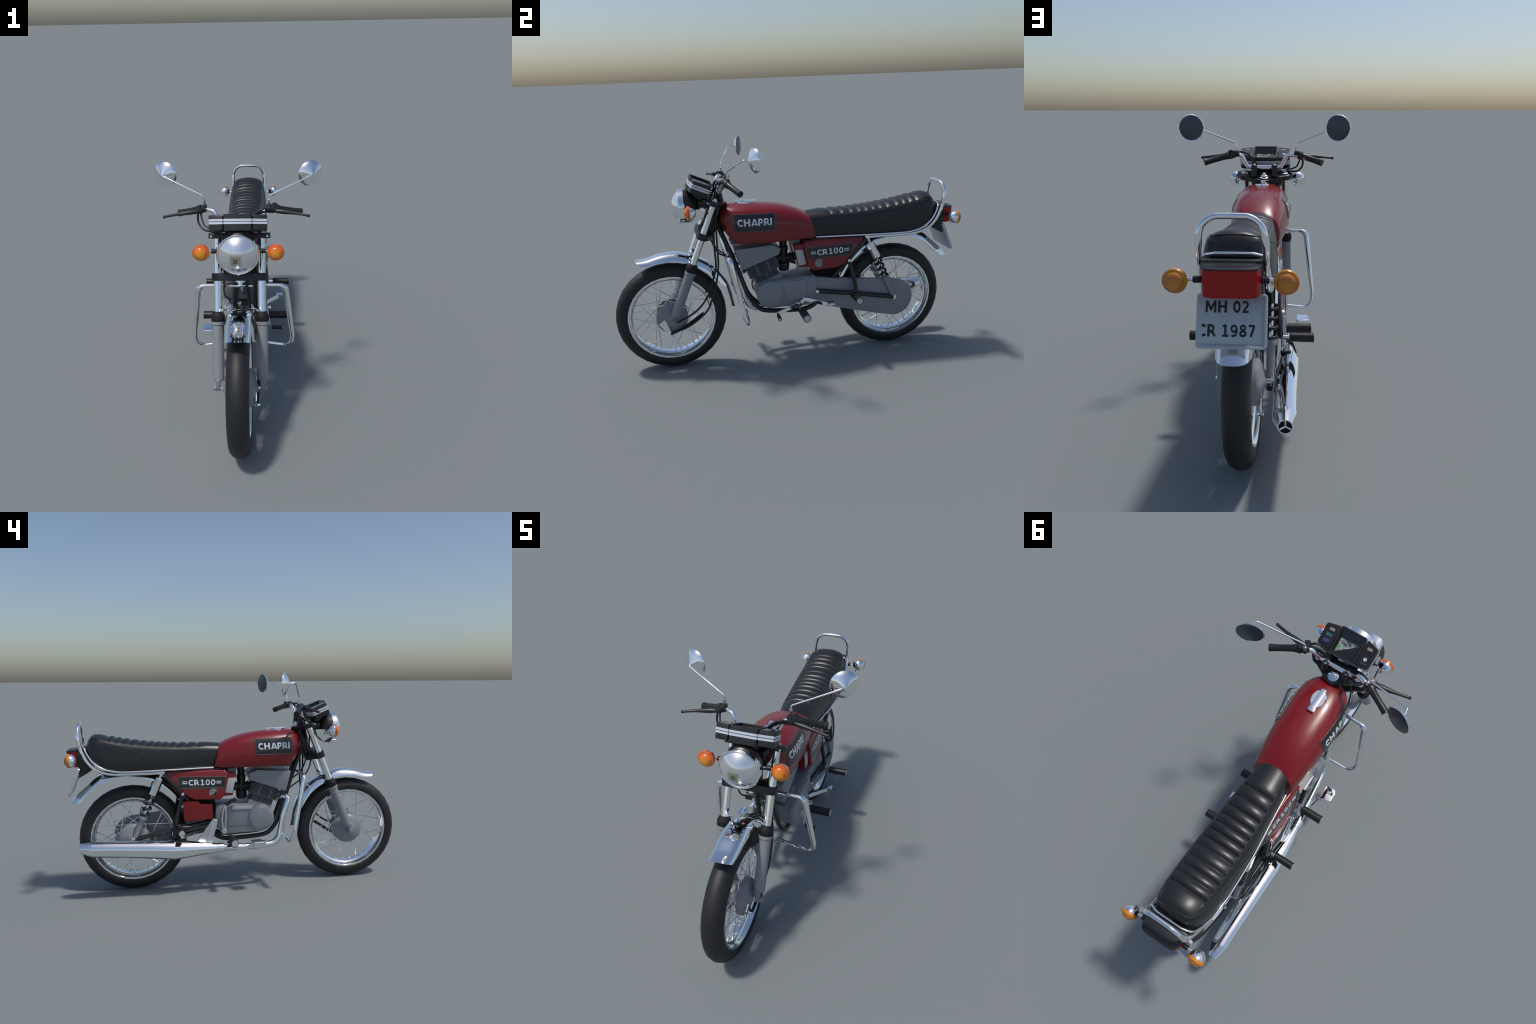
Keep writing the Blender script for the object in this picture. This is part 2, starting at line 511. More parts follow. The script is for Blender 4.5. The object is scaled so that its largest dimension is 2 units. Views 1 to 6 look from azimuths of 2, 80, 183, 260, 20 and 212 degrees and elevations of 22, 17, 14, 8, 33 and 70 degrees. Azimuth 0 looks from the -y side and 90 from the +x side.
spoke_mesh = None
def wheel(center, drum):
    w = group("wheel")
    X = (1, 0, 0)
    half = [(0.0, 0.3160), (0.010, 0.3155), (0.024, 0.3110), (0.037, 0.3015), (0.0470, 0.287),
            (0.0505, 0.271), (0.0495, 0.257), (0.0455, 0.2475)]
    prof = [(-a, r) for a, r in half[::-1]] + half[1:]
    prof = prof + [(0.030, 0.244), (-0.030, 0.244), prof[0]]
    lathe("tyre", prof, center, X, RUBBER, w, seg=32, angle=60, o=center)
    rim_half = [(0.0, 0.2190), (0.018, 0.2195), (0.0225, 0.2290), (0.031, 0.2340), (0.0440, 0.2380), (0.0460, 0.2400), (0.0460, 0.2490), (0.0400, 0.2520)]
    prof = [(-a, r) for a, r in rim_half[::-1]] + rim_half[1:]
    prof += [(0.030, 0.248), (-0.030, 0.248), prof[0]]
    lathe("rim", prof, center, X, CHROME, w, seg=48, angle=40, o=center)
    hub = [(-0.084, 0), (-0.084, 0.016), (-0.076, 0.026), (-0.066, 0.068), (-0.058, 0.084), (-0.050, 0.090), (-0.030, 0.090),
           (-0.026, 0.058), (0.026, 0.058), (0.030, 0.090), (0.050, 0.090), (0.058, 0.084), (0.066, 0.068), (0.076, 0.026), (0.084, 0.016), (0.084, 0)]
    lathe("hub", hub, center, X, GREY, w, seg=40, angle=30, o=center)
    global spoke_mesh
    n = 36
    for i in range(n):
        s = 1 if i % 2 else -1
        cross = 1 if (i // 2) % 2 else -1
        a_rim = 2 * pi * i / n
        a_hub = a_rim + cross * math.radians(62)
        p = V((s * 0.033, 0.084 * math.cos(a_hub), 0.084 * math.sin(a_hub)))
        q = V((s * 0.006, 0.2200 * math.cos(a_rim), 0.2200 * math.sin(a_rim)))
        if spoke_mesh is None:
            L = (q - p).length
            v, f = lathe_mesh([(0, 0), (0, 0.0027), (L - 0.014, 0.0027), (L - 0.013, 0.0038), (L, 0.0038), (L, 0)], (0, 0, 0), (0, 0, 1), 6)
            o = part("spoke", v, f, SATIN, w, angle=40)
            spoke_mesh = o.data
        else:
            o = bpy.data.objects.new("spoke", spoke_mesh)
            scene.collection.objects.link(o); o.parent = w
        o.location = V(center) + p
        o.rotation_mode = 'QUATERNION'
        o.rotation_quaternion = V((0, 0, 1)).rotation_difference(q - p)
    return w

front_wheel = wheel(FRONT, 1)
# brake back plate with its arm, left side of the front wheel
bp = prism("brake_plate", rounded([(-0.735, 0.275), (-0.715, 0.262), (-0.690, 0.228), (-0.600, 0.300), (-0.610, 0.36), (-0.66, 0.395), (-0.72, 0.37)], 0.02),
           0.052, 0.066, GREY, front_wheel, bevel=0.004)
arm = prism("brake_arm", rounded([(-0.762, 0.297), (-0.728, 0.322), (-0.720, 0.312), (-0.696, 0.240), (-0.700, 0.228), (-0.716, 0.236)], 0.004, 3),
            0.070, 0.078, CHROME, front_wheel, bevel=0.0015)
rod("brake_cam_bolt", (0.066, -0.706, 0.236), (0.092, -0.706, 0.236), 0.007, CHROME, front_wheel, 8, 0.001)
prism("cable_shield", rounded([(-0.704, 0.228), (-0.690, 0.226), (-0.600, 0.262), (-0.510, 0.330), (-0.502, 0.352), (-0.560, 0.312), (-0.640, 0.262), (-0.700, 0.240)], 0.004, 3),
      0.074, 0.079, FRAME_PAINT, front_wheel, bevel=0.001)
rear_wheel = wheel(REAR, -1)

# ================================================================== front fork
RAKE = V((0, 0.405, 1)).normalized()
FORK_X = 0.1035
def fork_at(z, x=0.0, back=0.0):
    """Point on the fork axis at height z; back = offset square to it, rearwards."""
    p = V((x, -0.484 + 0.405 * (z - 0.793), z))
    return p + V((0, RAKE.z, -RAKE.y)) * back

fork = group("fork")
def fork_leg(s):
    x = s * FORK_X
    a, b = fork_at(0.345, x), fork_at(0.985, x)
    rod("stanchion", fork_at(0.58, x), fork_at(0.987, x), 0.0185, CHROME, fork, 24)
    L = (fork_at(0.612, x) - a).length
    lathe("slider", [(0, 0), (0, 0.020), (0.006, 0.0262), (0.03, 0.0275), (L - 0.03, 0.0275), (L - 0.026, 0.0315), (L - 0.012, 0.0315), (L - 0.010, 0.026), (L, 0.026), (L, 0)],
          a, RAKE, GREY, fork, 24)
    g = fork_at(0.602, x)
    lathe("dust_boot", [(0, 0), (0, 0.031), (0.004, 0.0325), (0.026, 0.0325), (0.032, 0.030), (0.045, 0.0235), (0.047, 0.018), (0.047, 0)], g, RAKE, MATT_BLACK, fork, 24)
    # axle eye, nut and spacer
    box("axle_lug", (x, FRONT.y + 0.003, 0.332), (0.022, 0.026, 0.060), GREY, fork, 0.005)
    rod("axle_nut", (x + s * 0.010, FRONT.y, FRONT.z), (x + s * 0.024, FRONT.y, FRONT.z), 0.0125, GREY, fork, 10, 0.001)
    rod("axle_spacer", (s * 0.08, FRONT.y, FRONT.z), (x, FRONT.y, FRONT.z), 0.009, SATIN, fork, 12)
    # fork top nut
    t = fork_at(0.985, x)
    lathe("fork_cap", [(0, 0.0), (0, 0.019), (0.006, 0.019), (0.008, 0.014), (0.016, 0.012), (0.017, 0)], t, RAKE, CHROME, fork, 8, 25)
both(fork_leg)

def clamp_frame(z):
    o = fork_at(z); back = V((0, RAKE.z, -RAKE.y))
    return lambda a, b, c: o + V((1, 0, 0)) * a + back * b + RAKE * c
def arc(cx, cy, r, a0, a1, n=7):
    return [(cx + r * math.cos(math.radians(a0 + (a1 - a0) * i / n)), cy + r * math.sin(math.radians(a0 + (a1 - a0) * i / n))) for i in range(n + 1)]
lower = arc(FORK_X, 0, 0.029, -90, 90) + arc(0.022, 0.046, 0.028, 60, 90, 2) + arc(-0.022, 0.046, 0.028, 90, 120, 2) + arc(-FORK_X, 0, 0.029, 90, 270)
prism("triple_clamp", lower, -0.018, 0.018, PLASTIC, fork, clamp_frame(0.795), 0.004)
upper = ([(0.100, -0.030), (0.140, -0.024), (0.146, -0.010), (0.140, 0.004)] + arc(0.104, 0.006, 0.028, 30, 100, 4)
         + arc(0.0, 0.052, 0.034, 50, 130, 6) + arc(-0.104, 0.006, 0.028, 80, 150, 4) + [(-0.140, 0.004), (-0.146, -0.010), (-0.140, -0.024), (-0.100, -0.030)])
prism("triple_clamp", upper, -0.014, 0.012, PLASTIC, fork, clamp_frame(0.975), 0.003)
def clamp_bolt(s):
    p = fork_at(0.972, s * 0.130, -0.024)
    rod("clamp_bolt", p, p + V((0, -0.014, 0.004)), 0.0055, CHROME, fork, 8)
both(clamp_bolt)
st = fork_at(0.985, 0, 0.046)
lathe("stem_nut", [(0, 0), (0, 0.026), (0.007, 0.026), (0.009, 0.018), (0.016, 0.017), (0.018, 0.010), (0.026, 0.008), (0.028, 0)], st, RAKE, CHROME, fork, 20, 25)
sb = fork_at(0.772, 0, 0.03)
lathe("stem_nut", [(0, 0), (0, 0.012), (0.010, 0.012), (0.012, 0.024), (0.020, 0.024), (0.022, 0)], sb - RAKE * 0.014, RAKE, CHROME, fork, 16, 25)

# ================================================================== mudguards
def mudguard(name, crown, edge, half_w, flare=None, n=5, thick=0.0025):
    """Curved guard: crown line (mid plane) and side edge line, both as (y, z) points in step."""
    c = catmull([(0, a, b) for a, b in crown], n); e = catmull([(0, a, b) for a, b in edge], n)
    rings = []
    N = len(c)
    for i in range(N):
        t = i / (N - 1)
        w = half_w(t) if callable(half_w) else half_w
        d = e[i] - c[i]
        sec = [(-1.0, 1.00), (-0.965, 0.82), (-0.84, 0.46), (-0.68, 0.19), (-0.46, 0.05), (-0.2, 0.0), (0, 0.0)]
        sec += [(-a, b) for a, b in sec[-2::-1]]
        outer = [c[i] + d * b + V((a * w, 0, 0)) for a, b in sec]
        mid = c[i] + d * 1.0
        inner = [p + (mid - p).normalized() * thick + V((-math.copysign(thick, p.x) if abs(p.x) > 1e-4 else 0, 0, 0)) for p in outer]
        rings.append(outer + inner[::-1])
    v, f = loft_mesh(rings)
    return part(name, v, f, CHROME, None, angle=60)

front_guard = mudguard("mudguard",
    [(-0.860, 0.663), (-0.800, 0.668), (-0.730, 0.687), (-0.660, 0.6935), (-0.605, 0.687), (-0.510, 0.655), (-0.425, 0.600), (-0.375, 0.535), (-0.342, 0.470), (-0.314, 0.345)],
    [(-0.830, 0.640), (-0.775, 0.642), (-0.715, 0.655), (-0.655, 0.655), (-0.600, 0.645), (-0.520, 0.610), (-0.450, 0.562), (-0.405, 0.500), (-0.375, 0.445), (-0.341, 0.360)],
    lambda t: 0.0565 + 0.006 * min(1, t * 4) )
def guard_stay(s):
    tube("mudguard_stay", [(s * 0.055, -0.560, 0.668), (s * 0.075, -0.545, 0.655), (s * 0.088, -0.548, 0.640)], 0.005, CHROME, front_guard, 0.01, 8)
    tube("mudguard_stay", [(s * 0.060, -0.440, 0.585), (s * 0.062, -0.425, 0.600), (s * 0.050, -0.410, 0.612)], 0.004, CHROME, front_guard, 0.006, 8)
both(guard_stay)

rear_guard = mudguard("mudguard",
    [(0.992, 0.541), (0.955, 0.584), (0.893, 0.641), (0.838, 0.688), (0.755, 0.722), (0.670, 0.732), (0.580, 0.724), (0.500, 0.700), (0.425, 0.655), (0.345, 0.580), (0.300, 0.490)],
    [(0.932, 0.546), (0.900, 0.584), (0.850, 0.630), (0.795, 0.666), (0.740, 0.686), (0.670, 0.695), (0.590, 0.685), (0.525, 0.665), (0.455, 0.630), (0.375, 0.555), (0.325, 0.470)],
    lambda t: 0.060)

# ================================================================== headlight
HL = V((0, 0, 0.950))
headlight = group("headlight")
def y_lathe(name, prof, mat, parent, seg=40, angle=35, x=0.0, z=0.950, o=None):
    """profile as (y, radius)."""
    return lathe(name, prof, (x, 0, z), (0, 1, 0), mat, parent, seg, angle, o=o)
y_lathe("lamp_bezel", [(-0.600, 0.088), (-0.601, 0.092), (-0.597, 0.0945), (-0.570, 0.0945), (-0.566, 0.092), (-0.566, 0.086), (-0.598, 0.086), (-0.600, 0.088)], CHROME, headlight, 40, 30)
y_lathe("lamp_shell", [(-0.572, 0.084), (-0.570, 0.0925), (-0.548, 0.091), (-0.530, 0.086), (-0.510, 0.074), (-0.494, 0.058), (-0.484, 0.036), (-0.479, 0.015), (-0.478, 0)], PLASTIC, headlight, 40, 50)
y_lathe("lamp_reflector", [(-0.590, 0.086), (-0.575, 0.078), (-0.555, 0.064), (-0.535, 0.044), (-0.522, 0.022), (-0.518, 0)], SATIN, headlight, 40, 60)
dome = [(-0.640 + 0.0475 * (r / 0.0895) ** 2.2, r) for r in [0.0, 0.015, 0.03, 0.045, 0.06, 0.07, 0.08, 0.0895]]
dome_in = [(y + 0.003, r * 0.975) for y, r in dome]
y_lathe("lamp_lens", dome + dome_in[::-1], GLASS, headlight, 48, 60)
rod("lamp_bulb", (0, -0.520, 0.940), (0, -0.572, 0.936), 0.016, BULB, headlight, 16)
rod("bezel_screw", (0.0, -0.598, 0.855), (0, -0.568, 0.855), 0.0055, CHROME, headlight, 8)
def lamp_ear(s):
    prism("lamp_bracket", rounded([(-0.492, 0.985), (-0.488, 0.950), (-0.425, 0.945), (-0.42, 0.975)], 0.006, 3),
          s * 0.030, s * 0.072, PLASTIC, headlight, bevel=0.001)
    rod("lamp_bolt", (s * 0.085, -0.534, 0.944), (s * 0.100, -0.530, 0.944), 0.008, CHROME, headlight, 10)
def lamp_plate(s):
    prism("lamp_ear", rounded([(-0.562, 0.948), (-0.455, 0.946), (-0.470, 0.908), (-0.508, 0.874), (-0.558, 0.902)], 0.005, 3), s * 0.0935, s * 0.0980, CHROME, headlight, bevel=0.001)
both(lamp_ear); both(lamp_plate)

# ================================================================== turn signals
def turn_signal(center, facing, s, stalk_from, lens):
    c = V(center)
    g = group("turn_signal")
    ax = (0, facing, 0)
    lathe("signal_lens", [(-0.004, 0), (-0.004, 0.0385), (0.006, 0.0392), (0.010, 0.0370), (0.0125, 0.0315), (0.0135, 0.0290), (0.019, 0.0255), (0.0235, 0.019), (0.026, 0.010), (0.0265, 0)],
          c, ax, lens, g, 32, 28, o=c)
    lathe("signal_housing", [(-0.0035, 0), (-0.0035, 0.0375), (-0.010, 0.0372), (-0.020, 0.0335), (-0.030, 0.0260), (-0.037, 0.0150), (-0.040, 0.006), (-0.0405, 0)],
          c, ax, CHROME, g, 32, 50)
    hy = c.y - facing * 0.016
    rod("signal_stalk", (c.x - s * 0.020, hy, c.z), (stalk_from + s * 0.004, hy, c.z), 0.0060, CHROME, g, 10)
    rub = [(0, 0), (0, 0.0100)] + [(0.002 + k * 0.0042 + d, r) for k in range(5) for d, r in ((0, 0.0112), (0.0022, 0.0112), (0.0026, 0.0098), (0.0038, 0.0098))] + [(0.024, 0.0095), (0.024, 0)]
    lathe("stalk_rubber", rub, (stalk_from, hy, c.z), (s, 0, 0), GRIP, g, 14, 30)
    rod("signal_screw", (c.x - s * 0.012, c.y - facing * 0.026, c.z - 0.034), (c.x - s * 0.012, c.y - facing * 0.008, c.z - 0.034), 0.006, CHROME, g, 8)
    return g
def front_signal(s): turn_signal((s * 0.1685, -0.550, 0.945), -1, s, s * 0.100, AMBER)
def rear_signal(s): turn_signal((s * 0.1690, 0.966, 0.806), 1, s, s * 0.093, AMBER_REAR)
both(front_signal); both(rear_signal)

# ================================================================== instrument cluster
cluster = group("instrument_cluster")
e_f = V((0, -0.914, 0.406)); e_n = V((0, 0.406, 0.914))
CL = V((0, -0.466, 1.089))           # middle of the dial plane
def cl(a, b, c):                      # across, up the dial, out of the dial
    return CL + V((a, 0, 0)) + e_f * b + e_n * c
def ring_prism(name, outer, inner, lo, hi, mat):
    n = len(outer)
    vs = [cl(a, b, lo) for a, b in outer] + [cl(a, b, hi) for a, b in outer] + [cl(a, b, hi) for a, b in inner] + [cl(a, b, lo) for a, b in inner]
    fs = [(k * n + i, k * n + (i + 1) % n, ((k + 1) % 4) * n + (i + 1) % n, ((k + 1) % 4) * n + i) for k in range(4) for i in range(n)]
    return part(name, vs, fs, mat, cluster, angle=30)
def pod(outline, low, high, name, hollow=False):
    prism(name, outline, low, high, PLASTIC, cluster, cl, 0.004, 2, 30)
    for k, (lo, hi) in enumerate(((-0.0285, -0.0185), (-0.0415, -0.0315))):
        ca = sum(p[0] for p in outline) / len(outline); cb = sum(p[1] for p in outline) / len(outline)
        wa = max(p[0] for p in outline) - ca; wb = max(p[1] for p in outline) - cb
        grow = [(ca + (a - ca) * (1 + 0.0012 / wa), cb + (b - cb) * (1 + 0.0012 / wb)) for a, b in outline]
        if hollow:
            shrink = [(a * 0.985, b * 0.985) for a, b in outline]
            ring_prism("silver_band", grow, shrink, lo, hi, STRIPE)
        else:
            prism("silver_band", grow, lo, hi, STRIPE, cluster, cl, 0, angle=25)
centre_pod = rounded([(-0.0635, -0.063), (0.0635, -0.063), (0.0635, 0.064), (-0.0635, 0.064)], 0.010, 3)
pod(centre_pod, -0.072, -0.0245, "gauge_pod", hollow=True)
for s in (1, -1):
    side = [(s * 0.0675, -0.062), (s * 0.121, -0.054), (s * 0.1295, -0.046), (s * 0.1315, 0.034), (s * 0.1285, 0.0465), (s * 0.0675, 0.0600)]
    if s < 0: side = side[::-1]
    pod(side, -0.068, 0.000, "gauge_pod")
    # small recessed window and tell-tales on the side pod
    win = [(s * 0.0725, -0.055), (s * 0.118, -0.048), (s * 0.1245, -0.042), (s * 0.1265, 0.032), (s * 0.1240, 0.0420), (s * 0.0725, 0.0540)]
    if s < 0: win = win[::-1]
    prism("gauge_window", win, -0.001, 0.0012, DIAL_BLACK, cluster, cl, 0.0)
    def tell(a0, a1, b0, b1, mat):
        prism("tell_tale", [(a0, b0), (a1, b0), (a1, b1), (a0, b1)], 0.0012, 0.0019, mat, cluster, cl, 0)
    tell(s * 0.083, s * 0.107, 0.021, 0.034, LAMP_AMBER)
    if s > 0:
        tell(0.082, 0.112, -0.007, 0.009, LAMP_TEAL)
        tell(0.082, 0.112, -0.034, -0.017, LAMP_BLUE)
    else:
        v, f = lathe_mesh([(0, 0), (0, 0.0085), (0.0012, 0.0085), (0.0012, 0.0055), (0.0006, 0.0055), (0.0006, 0)], cl(-0.098, -0.020, 0.0012), e_n, 20)
        part("tell_tale", v, f, WHITE_PANEL, cluster)
        tell(-0.112, -0.086, -0.041, -0.037, BADGE_EDGE)
# hooded centre dial: bezel walls, visor slope and the blotched triangle
bez_o = rounded([(-0.0635, -0.063), (0.0635, -0.063), (0.0635, 0.064), (-0.0635, 0.064)], 0.010, 3)
bez_i = rounded([(-0.056, -0.056), (0.056, -0.056), (0.056, 0.058), (-0.056, 0.058)], 0.008, 3)
ring_prism("gauge_bezel", bez_o, bez_i, -0.026, 0.003, PLASTIC)
prism("gauge_visor", [(0.058, 0.000), (0.058, -0.025), (0.020, -0.025), (0.020, -0.0215)], -0.0565, 0.0565, DIAL_BLACK, cluster, lambda a, b, c: cl(c, a, b), 0)
prism("gauge_window", rounded([(-0.054, -0.055), (0.054, -0.055), (0.054, 0.021), (-0.054, 0.021)], 0.004, 3), -0.025, -0.0210, DIAL_BLACK, cluster, cl, 0.0)
prism("dial_triangle", [(0.046, 0.018), (0.046, -0.0495), (-0.046, 0.0185)], -0.0210, -0.0203, DIAL_BLOTCH, cluster, cl, 0)
arc_path = [cl(0.022 + 0.026 * math.cos(t), -0.018 + 0.026 * math.sin(t), -0.0203) for t in [pi * 0.22 + pi * 0.62 * i / 14 for i in range(15)]]
v, f = tube_mesh(arc_path, 0.0016, 6)
part("dial_scale", v, f, WHITE_PANEL, cluster)
prism("gauge_mount", rounded([(-0.05, -0.045), (0.05, -0.045), (0.04, 0.02), (-0.04, 0.02)], 0.01), -0.100, -0.070, PLASTIC, cluster, cl, 0.006)

# ================================================================== handlebar
bar = group("handlebar")
half = [(0.085, -0.384, 1.018), (0.116, -0.364, 1.082), (0.150, -0.350, 1.085), (0.190, -0.332, 1.078), (0.290, -0.290, 1.052)]
path = [(-a, b, c) for a, b, c in half[::-1]] + half
tube("bar_tube", path, 0.0115, CHROME, bar, 0.035, 16)
def bar_side(s):
    off = 0.0 if s > 0 else 0.026       # right-hand controls sit a little further out
    P = lambda x, y, z: V((s * x, y, z))
    # clamps
    rod("bar_riser", P(0.052, -0.366, 0.970), P(0.052, -0.376, 1.030), 0.0155, PLASTIC, bar, 16, 0.003)
    rod("riser_bolt", P(0.052, -0.368, 1.030), P(0.052, -0.369, 1.034), 0.0075, CHROME, bar, 12, 0.001)
    rod("riser_bolt", P(0.052, -0.388, 1.026), P(0.052, -0.389, 1.034), 0.0075, CHROME, bar, 12, 0.001)
    # grip
    g0, g1 = P(0.180 + off * 0.5, -0.336, 1.081), P(0.2945, -0.289, 1.050)
    L = (g1 - g0).length
    lathe("grip", [(0, 0), (0, 0.0175), (0.005, 0.0190), (0.012, 0.0175), (0.018, 0.0160), (L * 0.6, 0.0150), (L - 0.006, 0.0165), (L - 0.002, 0.0180), (L, 0.0175), (L, 0)], g0, g1 - g0, GRIP, bar, 20)
    # switch block and lever perch
    d = (g1 - g0).normalized()
    up = V((0, 0, 1)); up = (up - d * up.dot(d)).normalized()
    fwd = d.cross(up) * (1 if d.cross(up).y < 0 else -1)
    R = Matrix((d, fwd, up)).transposed()
    def blk(name, along, f_, u_, size, mat, bev=0.003):
        hx, hy, hz = [q / 2 for q in size]
        c = g0 + d * along + fwd * f_ + up * u_
        prism(name, [(-hy, -hz), (hy, -hz), (hy, hz), (-hy, hz)], -hx, hx, mat, bar, lambda a, b, cc: c + R @ V((cc, a, b)), bev, 2)
    if s > 0:
        v, f = rod_mesh(g0 - d * 0.034, g0 + d * 0.002, 0.0205, 14, 0.003); part("switch_housing", v, f, PLASTIC, bar)
        blk("switch_button", -0.014, -0.006, 0.021, (0.014, 0.018, 0.010), PLASTIC)
        blk("switch_button", -0.012, 0.020, -0.002, (0.008, 0.006, 0.008), SWITCH_RED, 0.001)
        blk("switch_button", -0.012, -0.020, -0.008, (0.006, 0.005, 0.006), SWITCH_RED, 0.001)
        blk("switch_button", -0.024, -0.012, 0.018, (0.006, 0.010, 0.010), PLASTIC)
    else:
        v, f = rod_mesh(g0 - d * 0.016, g0 + d * 0.004, 0.0215, 16, 0.003); part("switch_housing", v, f, PLASTIC, bar)
    pc = -0.046 if s > 0 else -0.030
    v, f = rod_mesh(g0 + d * (pc - 0.010), g0 + d * (pc + 0.012), 0.0180, 14, 0.003); part("lever_perch", v, f, PLASTIC, bar)
    blk("lever_perch", pc + 0.004, 0.022, 0.0, (0.026, 0.034, 0.016), PLASTIC, 0.004)
    blk("perch_bolt", pc, -0.0175, 0.004, (0.007, 0.004, 0.007), CHROME, 0.001)
    # lever
    lp = [P(0.144 + off, -0.364, 1.082), P(0.178 + off, -0.367, 1.081), P(0.220 + off, -0.374, 1.077), P(0.270 + off, -0.385, 1.072), P(0.3225 + off, -0.399, 1.066)]
    lc = catmull(lp, 6)
    v, f = tube_mesh(lc, lambda t: 0.0095 if t < 0.08 else (0.0090 + 0.0050 * math.sin(pi * min(1, t * 1.25)) ** 2 - 0.0022 * t), 10, squash=None)
    v2, f2 = lathe_mesh([(-0.008, 0), (-0.006, 0.006), (0, 0.0085), (0.006, 0.006), (0.008, 0)], lc[-1], lc[-1] - lc[-2], 12)
    v = [V((q.x, q.y, 1.074 + (q.z - 1.074) * 0.9)) for q in v]
    part("lever", *merge((v, f), (v2, f2)), PLASTIC, bar, angle=60)
    # mirror
    mir = group("mirror")
    mx = 0.3405 + off
    c = P(mx, -0.2155 if s > 0 else -0.200, 1.2215)
    n = V((-s * math.sin(math.radians(21)), math.cos(math.radians(21)), 0.0))
    lathe("mirror_shell", [(0.002, 0.058), (0.003, 0.0615), (0.0, 0.0635), (-0.004, 0.0620), (-0.014, 0.0450), (-0.024, 0.0260), (-0.032, 0.0110), (-0.036, 0.0060), (-0.038, 0)], c, n, CHROME, mir, 40, 50)
    lathe("mirror_glass", [(-0.001, 0), (-0.001, 0.0585), (0.0018, 0.0590), (0.0022, 0.0580), (0.0024, 0)], c, n, MIRROR, mir, 40, 30)
    ap = c - n * 0.032
    el = V((0.3470 if s > 0 else -0.3715, -0.273 if s > 0 else -0.262, 1.228))
    tube("mirror_stem", [P(0.1405 + off, -0.333, 1.112), P(0.1425 + off, -0.334, 1.146), el, ap], 0.0040, CHROME, mir, 0.012, 10)
    rod("mirror_nut", P(0.1400 + off, -0.3335, 1.104), P(0.1412 + off, -0.3335, 1.128), 0.0072, SATIN, mir, 8, 0.001)
    rod("mirror_boot", P(0.1395 + off, -0.3345, 1.086), P(0.1400 + off, -0.3335, 1.106), 0.0100, PLASTIC, mir, 12, 0.002)
both(bar_side)

# control cables
cables = group("control_cable")
def cable(pts, r=0.0042):
    v, f = tube_mesh(catmull(pts, 7), r, 8)
    part("cable", v, f, GRIP, cables, angle=70)
cable([(0.150, -0.372, 1.084), (0.115, -0.392, 1.098), (0.075, -0.400, 1.075), (0.045, -0.405, 1.030), (0.045, -0.430, 0.970), (0.060, -0.418, 0.860), (0.064, -0.420, 0.730), (0.066, -0.418, 0.610), (0.082, -0.445, 0.520), (0.090, -0.478, 0.440), (0.092, -0.546, 0.362), (0.092, -0.655, 0.304)], 0.0055)
cable([(0.160, -0.365, 1.074), (0.105, -0.385, 1.080), (0.062, -0.392, 1.050), (0.032, -0.398, 1.000), (0.040, -0.420, 0.930), (0.070, -0.406, 0.840), (0.074, -0.404, 0.730), (0.074, -0.405, 0.610), (0.086, -0.425, 0.505), (0.088, -0.458, 0.409), (0.088, -0.494, 0.345), (0.084, -0.591, 0.272), (0.080, -0.695, 0.236)], 0.0055)
cable([(-0.196, -0.352, 1.076), (-0.196, -0.366, 1.030), (-0.170, -0.390, 1.000), (-0.125, -0.415, 0.995), (-0.070, -0.425, 0.985), (-0.040, -0.425, 0.930)], 0.0050)
cable([(-0.186, -0.352, 1.078), (-0.165, -0.392, 1.022), (-0.110, -0.420, 1.000), (-0.060, -0.432, 0.960), (-0.072, -0.425, 0.850), (-0.080, -0.430, 0.740), (-0.085, -0.385, 0.660), (-0.075, -0.310, 0.600), (-0.060, -0.235, 0.535)], 0.0042)
cable([(-0.030, -0.410, 0.960), (0.000, -0.425, 0.850), (0.020, -0.430, 0.760), (0.030, -0.400, 0.680), (0.010, -0.340, 0.640)], 0.0050)

# ================================================================== fuel tank
def tank_surface():
    # stations: y at top, y at foot, top z, foot z, half width, squareness of the shoulder
    S = [(-0.372, -0.335, 0.905, 0.775, 0.075), (-0.366, -0.318, 0.925, 0.756, 0.096), (-0.345, -0.296, 0.940, 0.742, 0.113), (-0.300, -0.262, 0.9475, 0.736, 0.128),
         (-0.230, -0.205, 0.9480, 0.735, 0.136), (-0.150, -0.135, 0.9430, 0.734, 0.136), (-0.070, -0.060, 0.9340, 0.733, 0.132), (0.000, 0.010, 0.9190, 0.733, 0.126),
         (0.060, 0.075, 0.8980, 0.733, 0.118), (0.105, 0.125, 0.8760, 0.734, 0.111), (0.128, 0.153, 0.8600, 0.736, 0.106), (0.132, 0.160, 0.8480, 0.742, 0.100)]
    ts = list(range(len(S)))
    col = lambda k: [s[k] for s in S]
    # half section, from the crown to the middle of the foot: (fraction of half width, fraction of height)
    sec = catmull([(0, 1.0, 0), (0.28, 0.985, 0), (0.54, 0.935, 0), (0.75, 0.845, 0), (0.90, 0.70, 0), (0.975, 0.54, 0), (1.0, 0.36, 0),
                   (0.985, 0.18, 0), (0.94, 0.06, 0), (0.86, 0.0, 0), (0.5, 0.0, 0), (0.0, 0.0, 0)], 3)
    rings = []
    sub = 5
    M = (len(S) - 1) * sub
    for i in range(M + 1):
        t = i / sub
        yt, yb, zt, zb, w = [interp(ts, col(k), t) for k in range(5)]
        right = []
        for p in sec:
            fx, fz = p.x, max(0.0, min(1.0, p.y))
            # the bulge of the nose and the tail: mid height reaches furthest
            bow = 4 * fz * (1 - fz)
            y = yb + (yt - yb) * fz ** 0.8 - (0.012 * bow if t < 1.5 else 0.0) * (1 - t / 1.5)
            right.append(V((w * fx, y, zb + (zt - zb) * fz)))
        left = [V((-p.x, p.y, p.z)) for p in right[1:-1]]
        rings.append(right + left[::-1])
    return loft_mesh(rings)
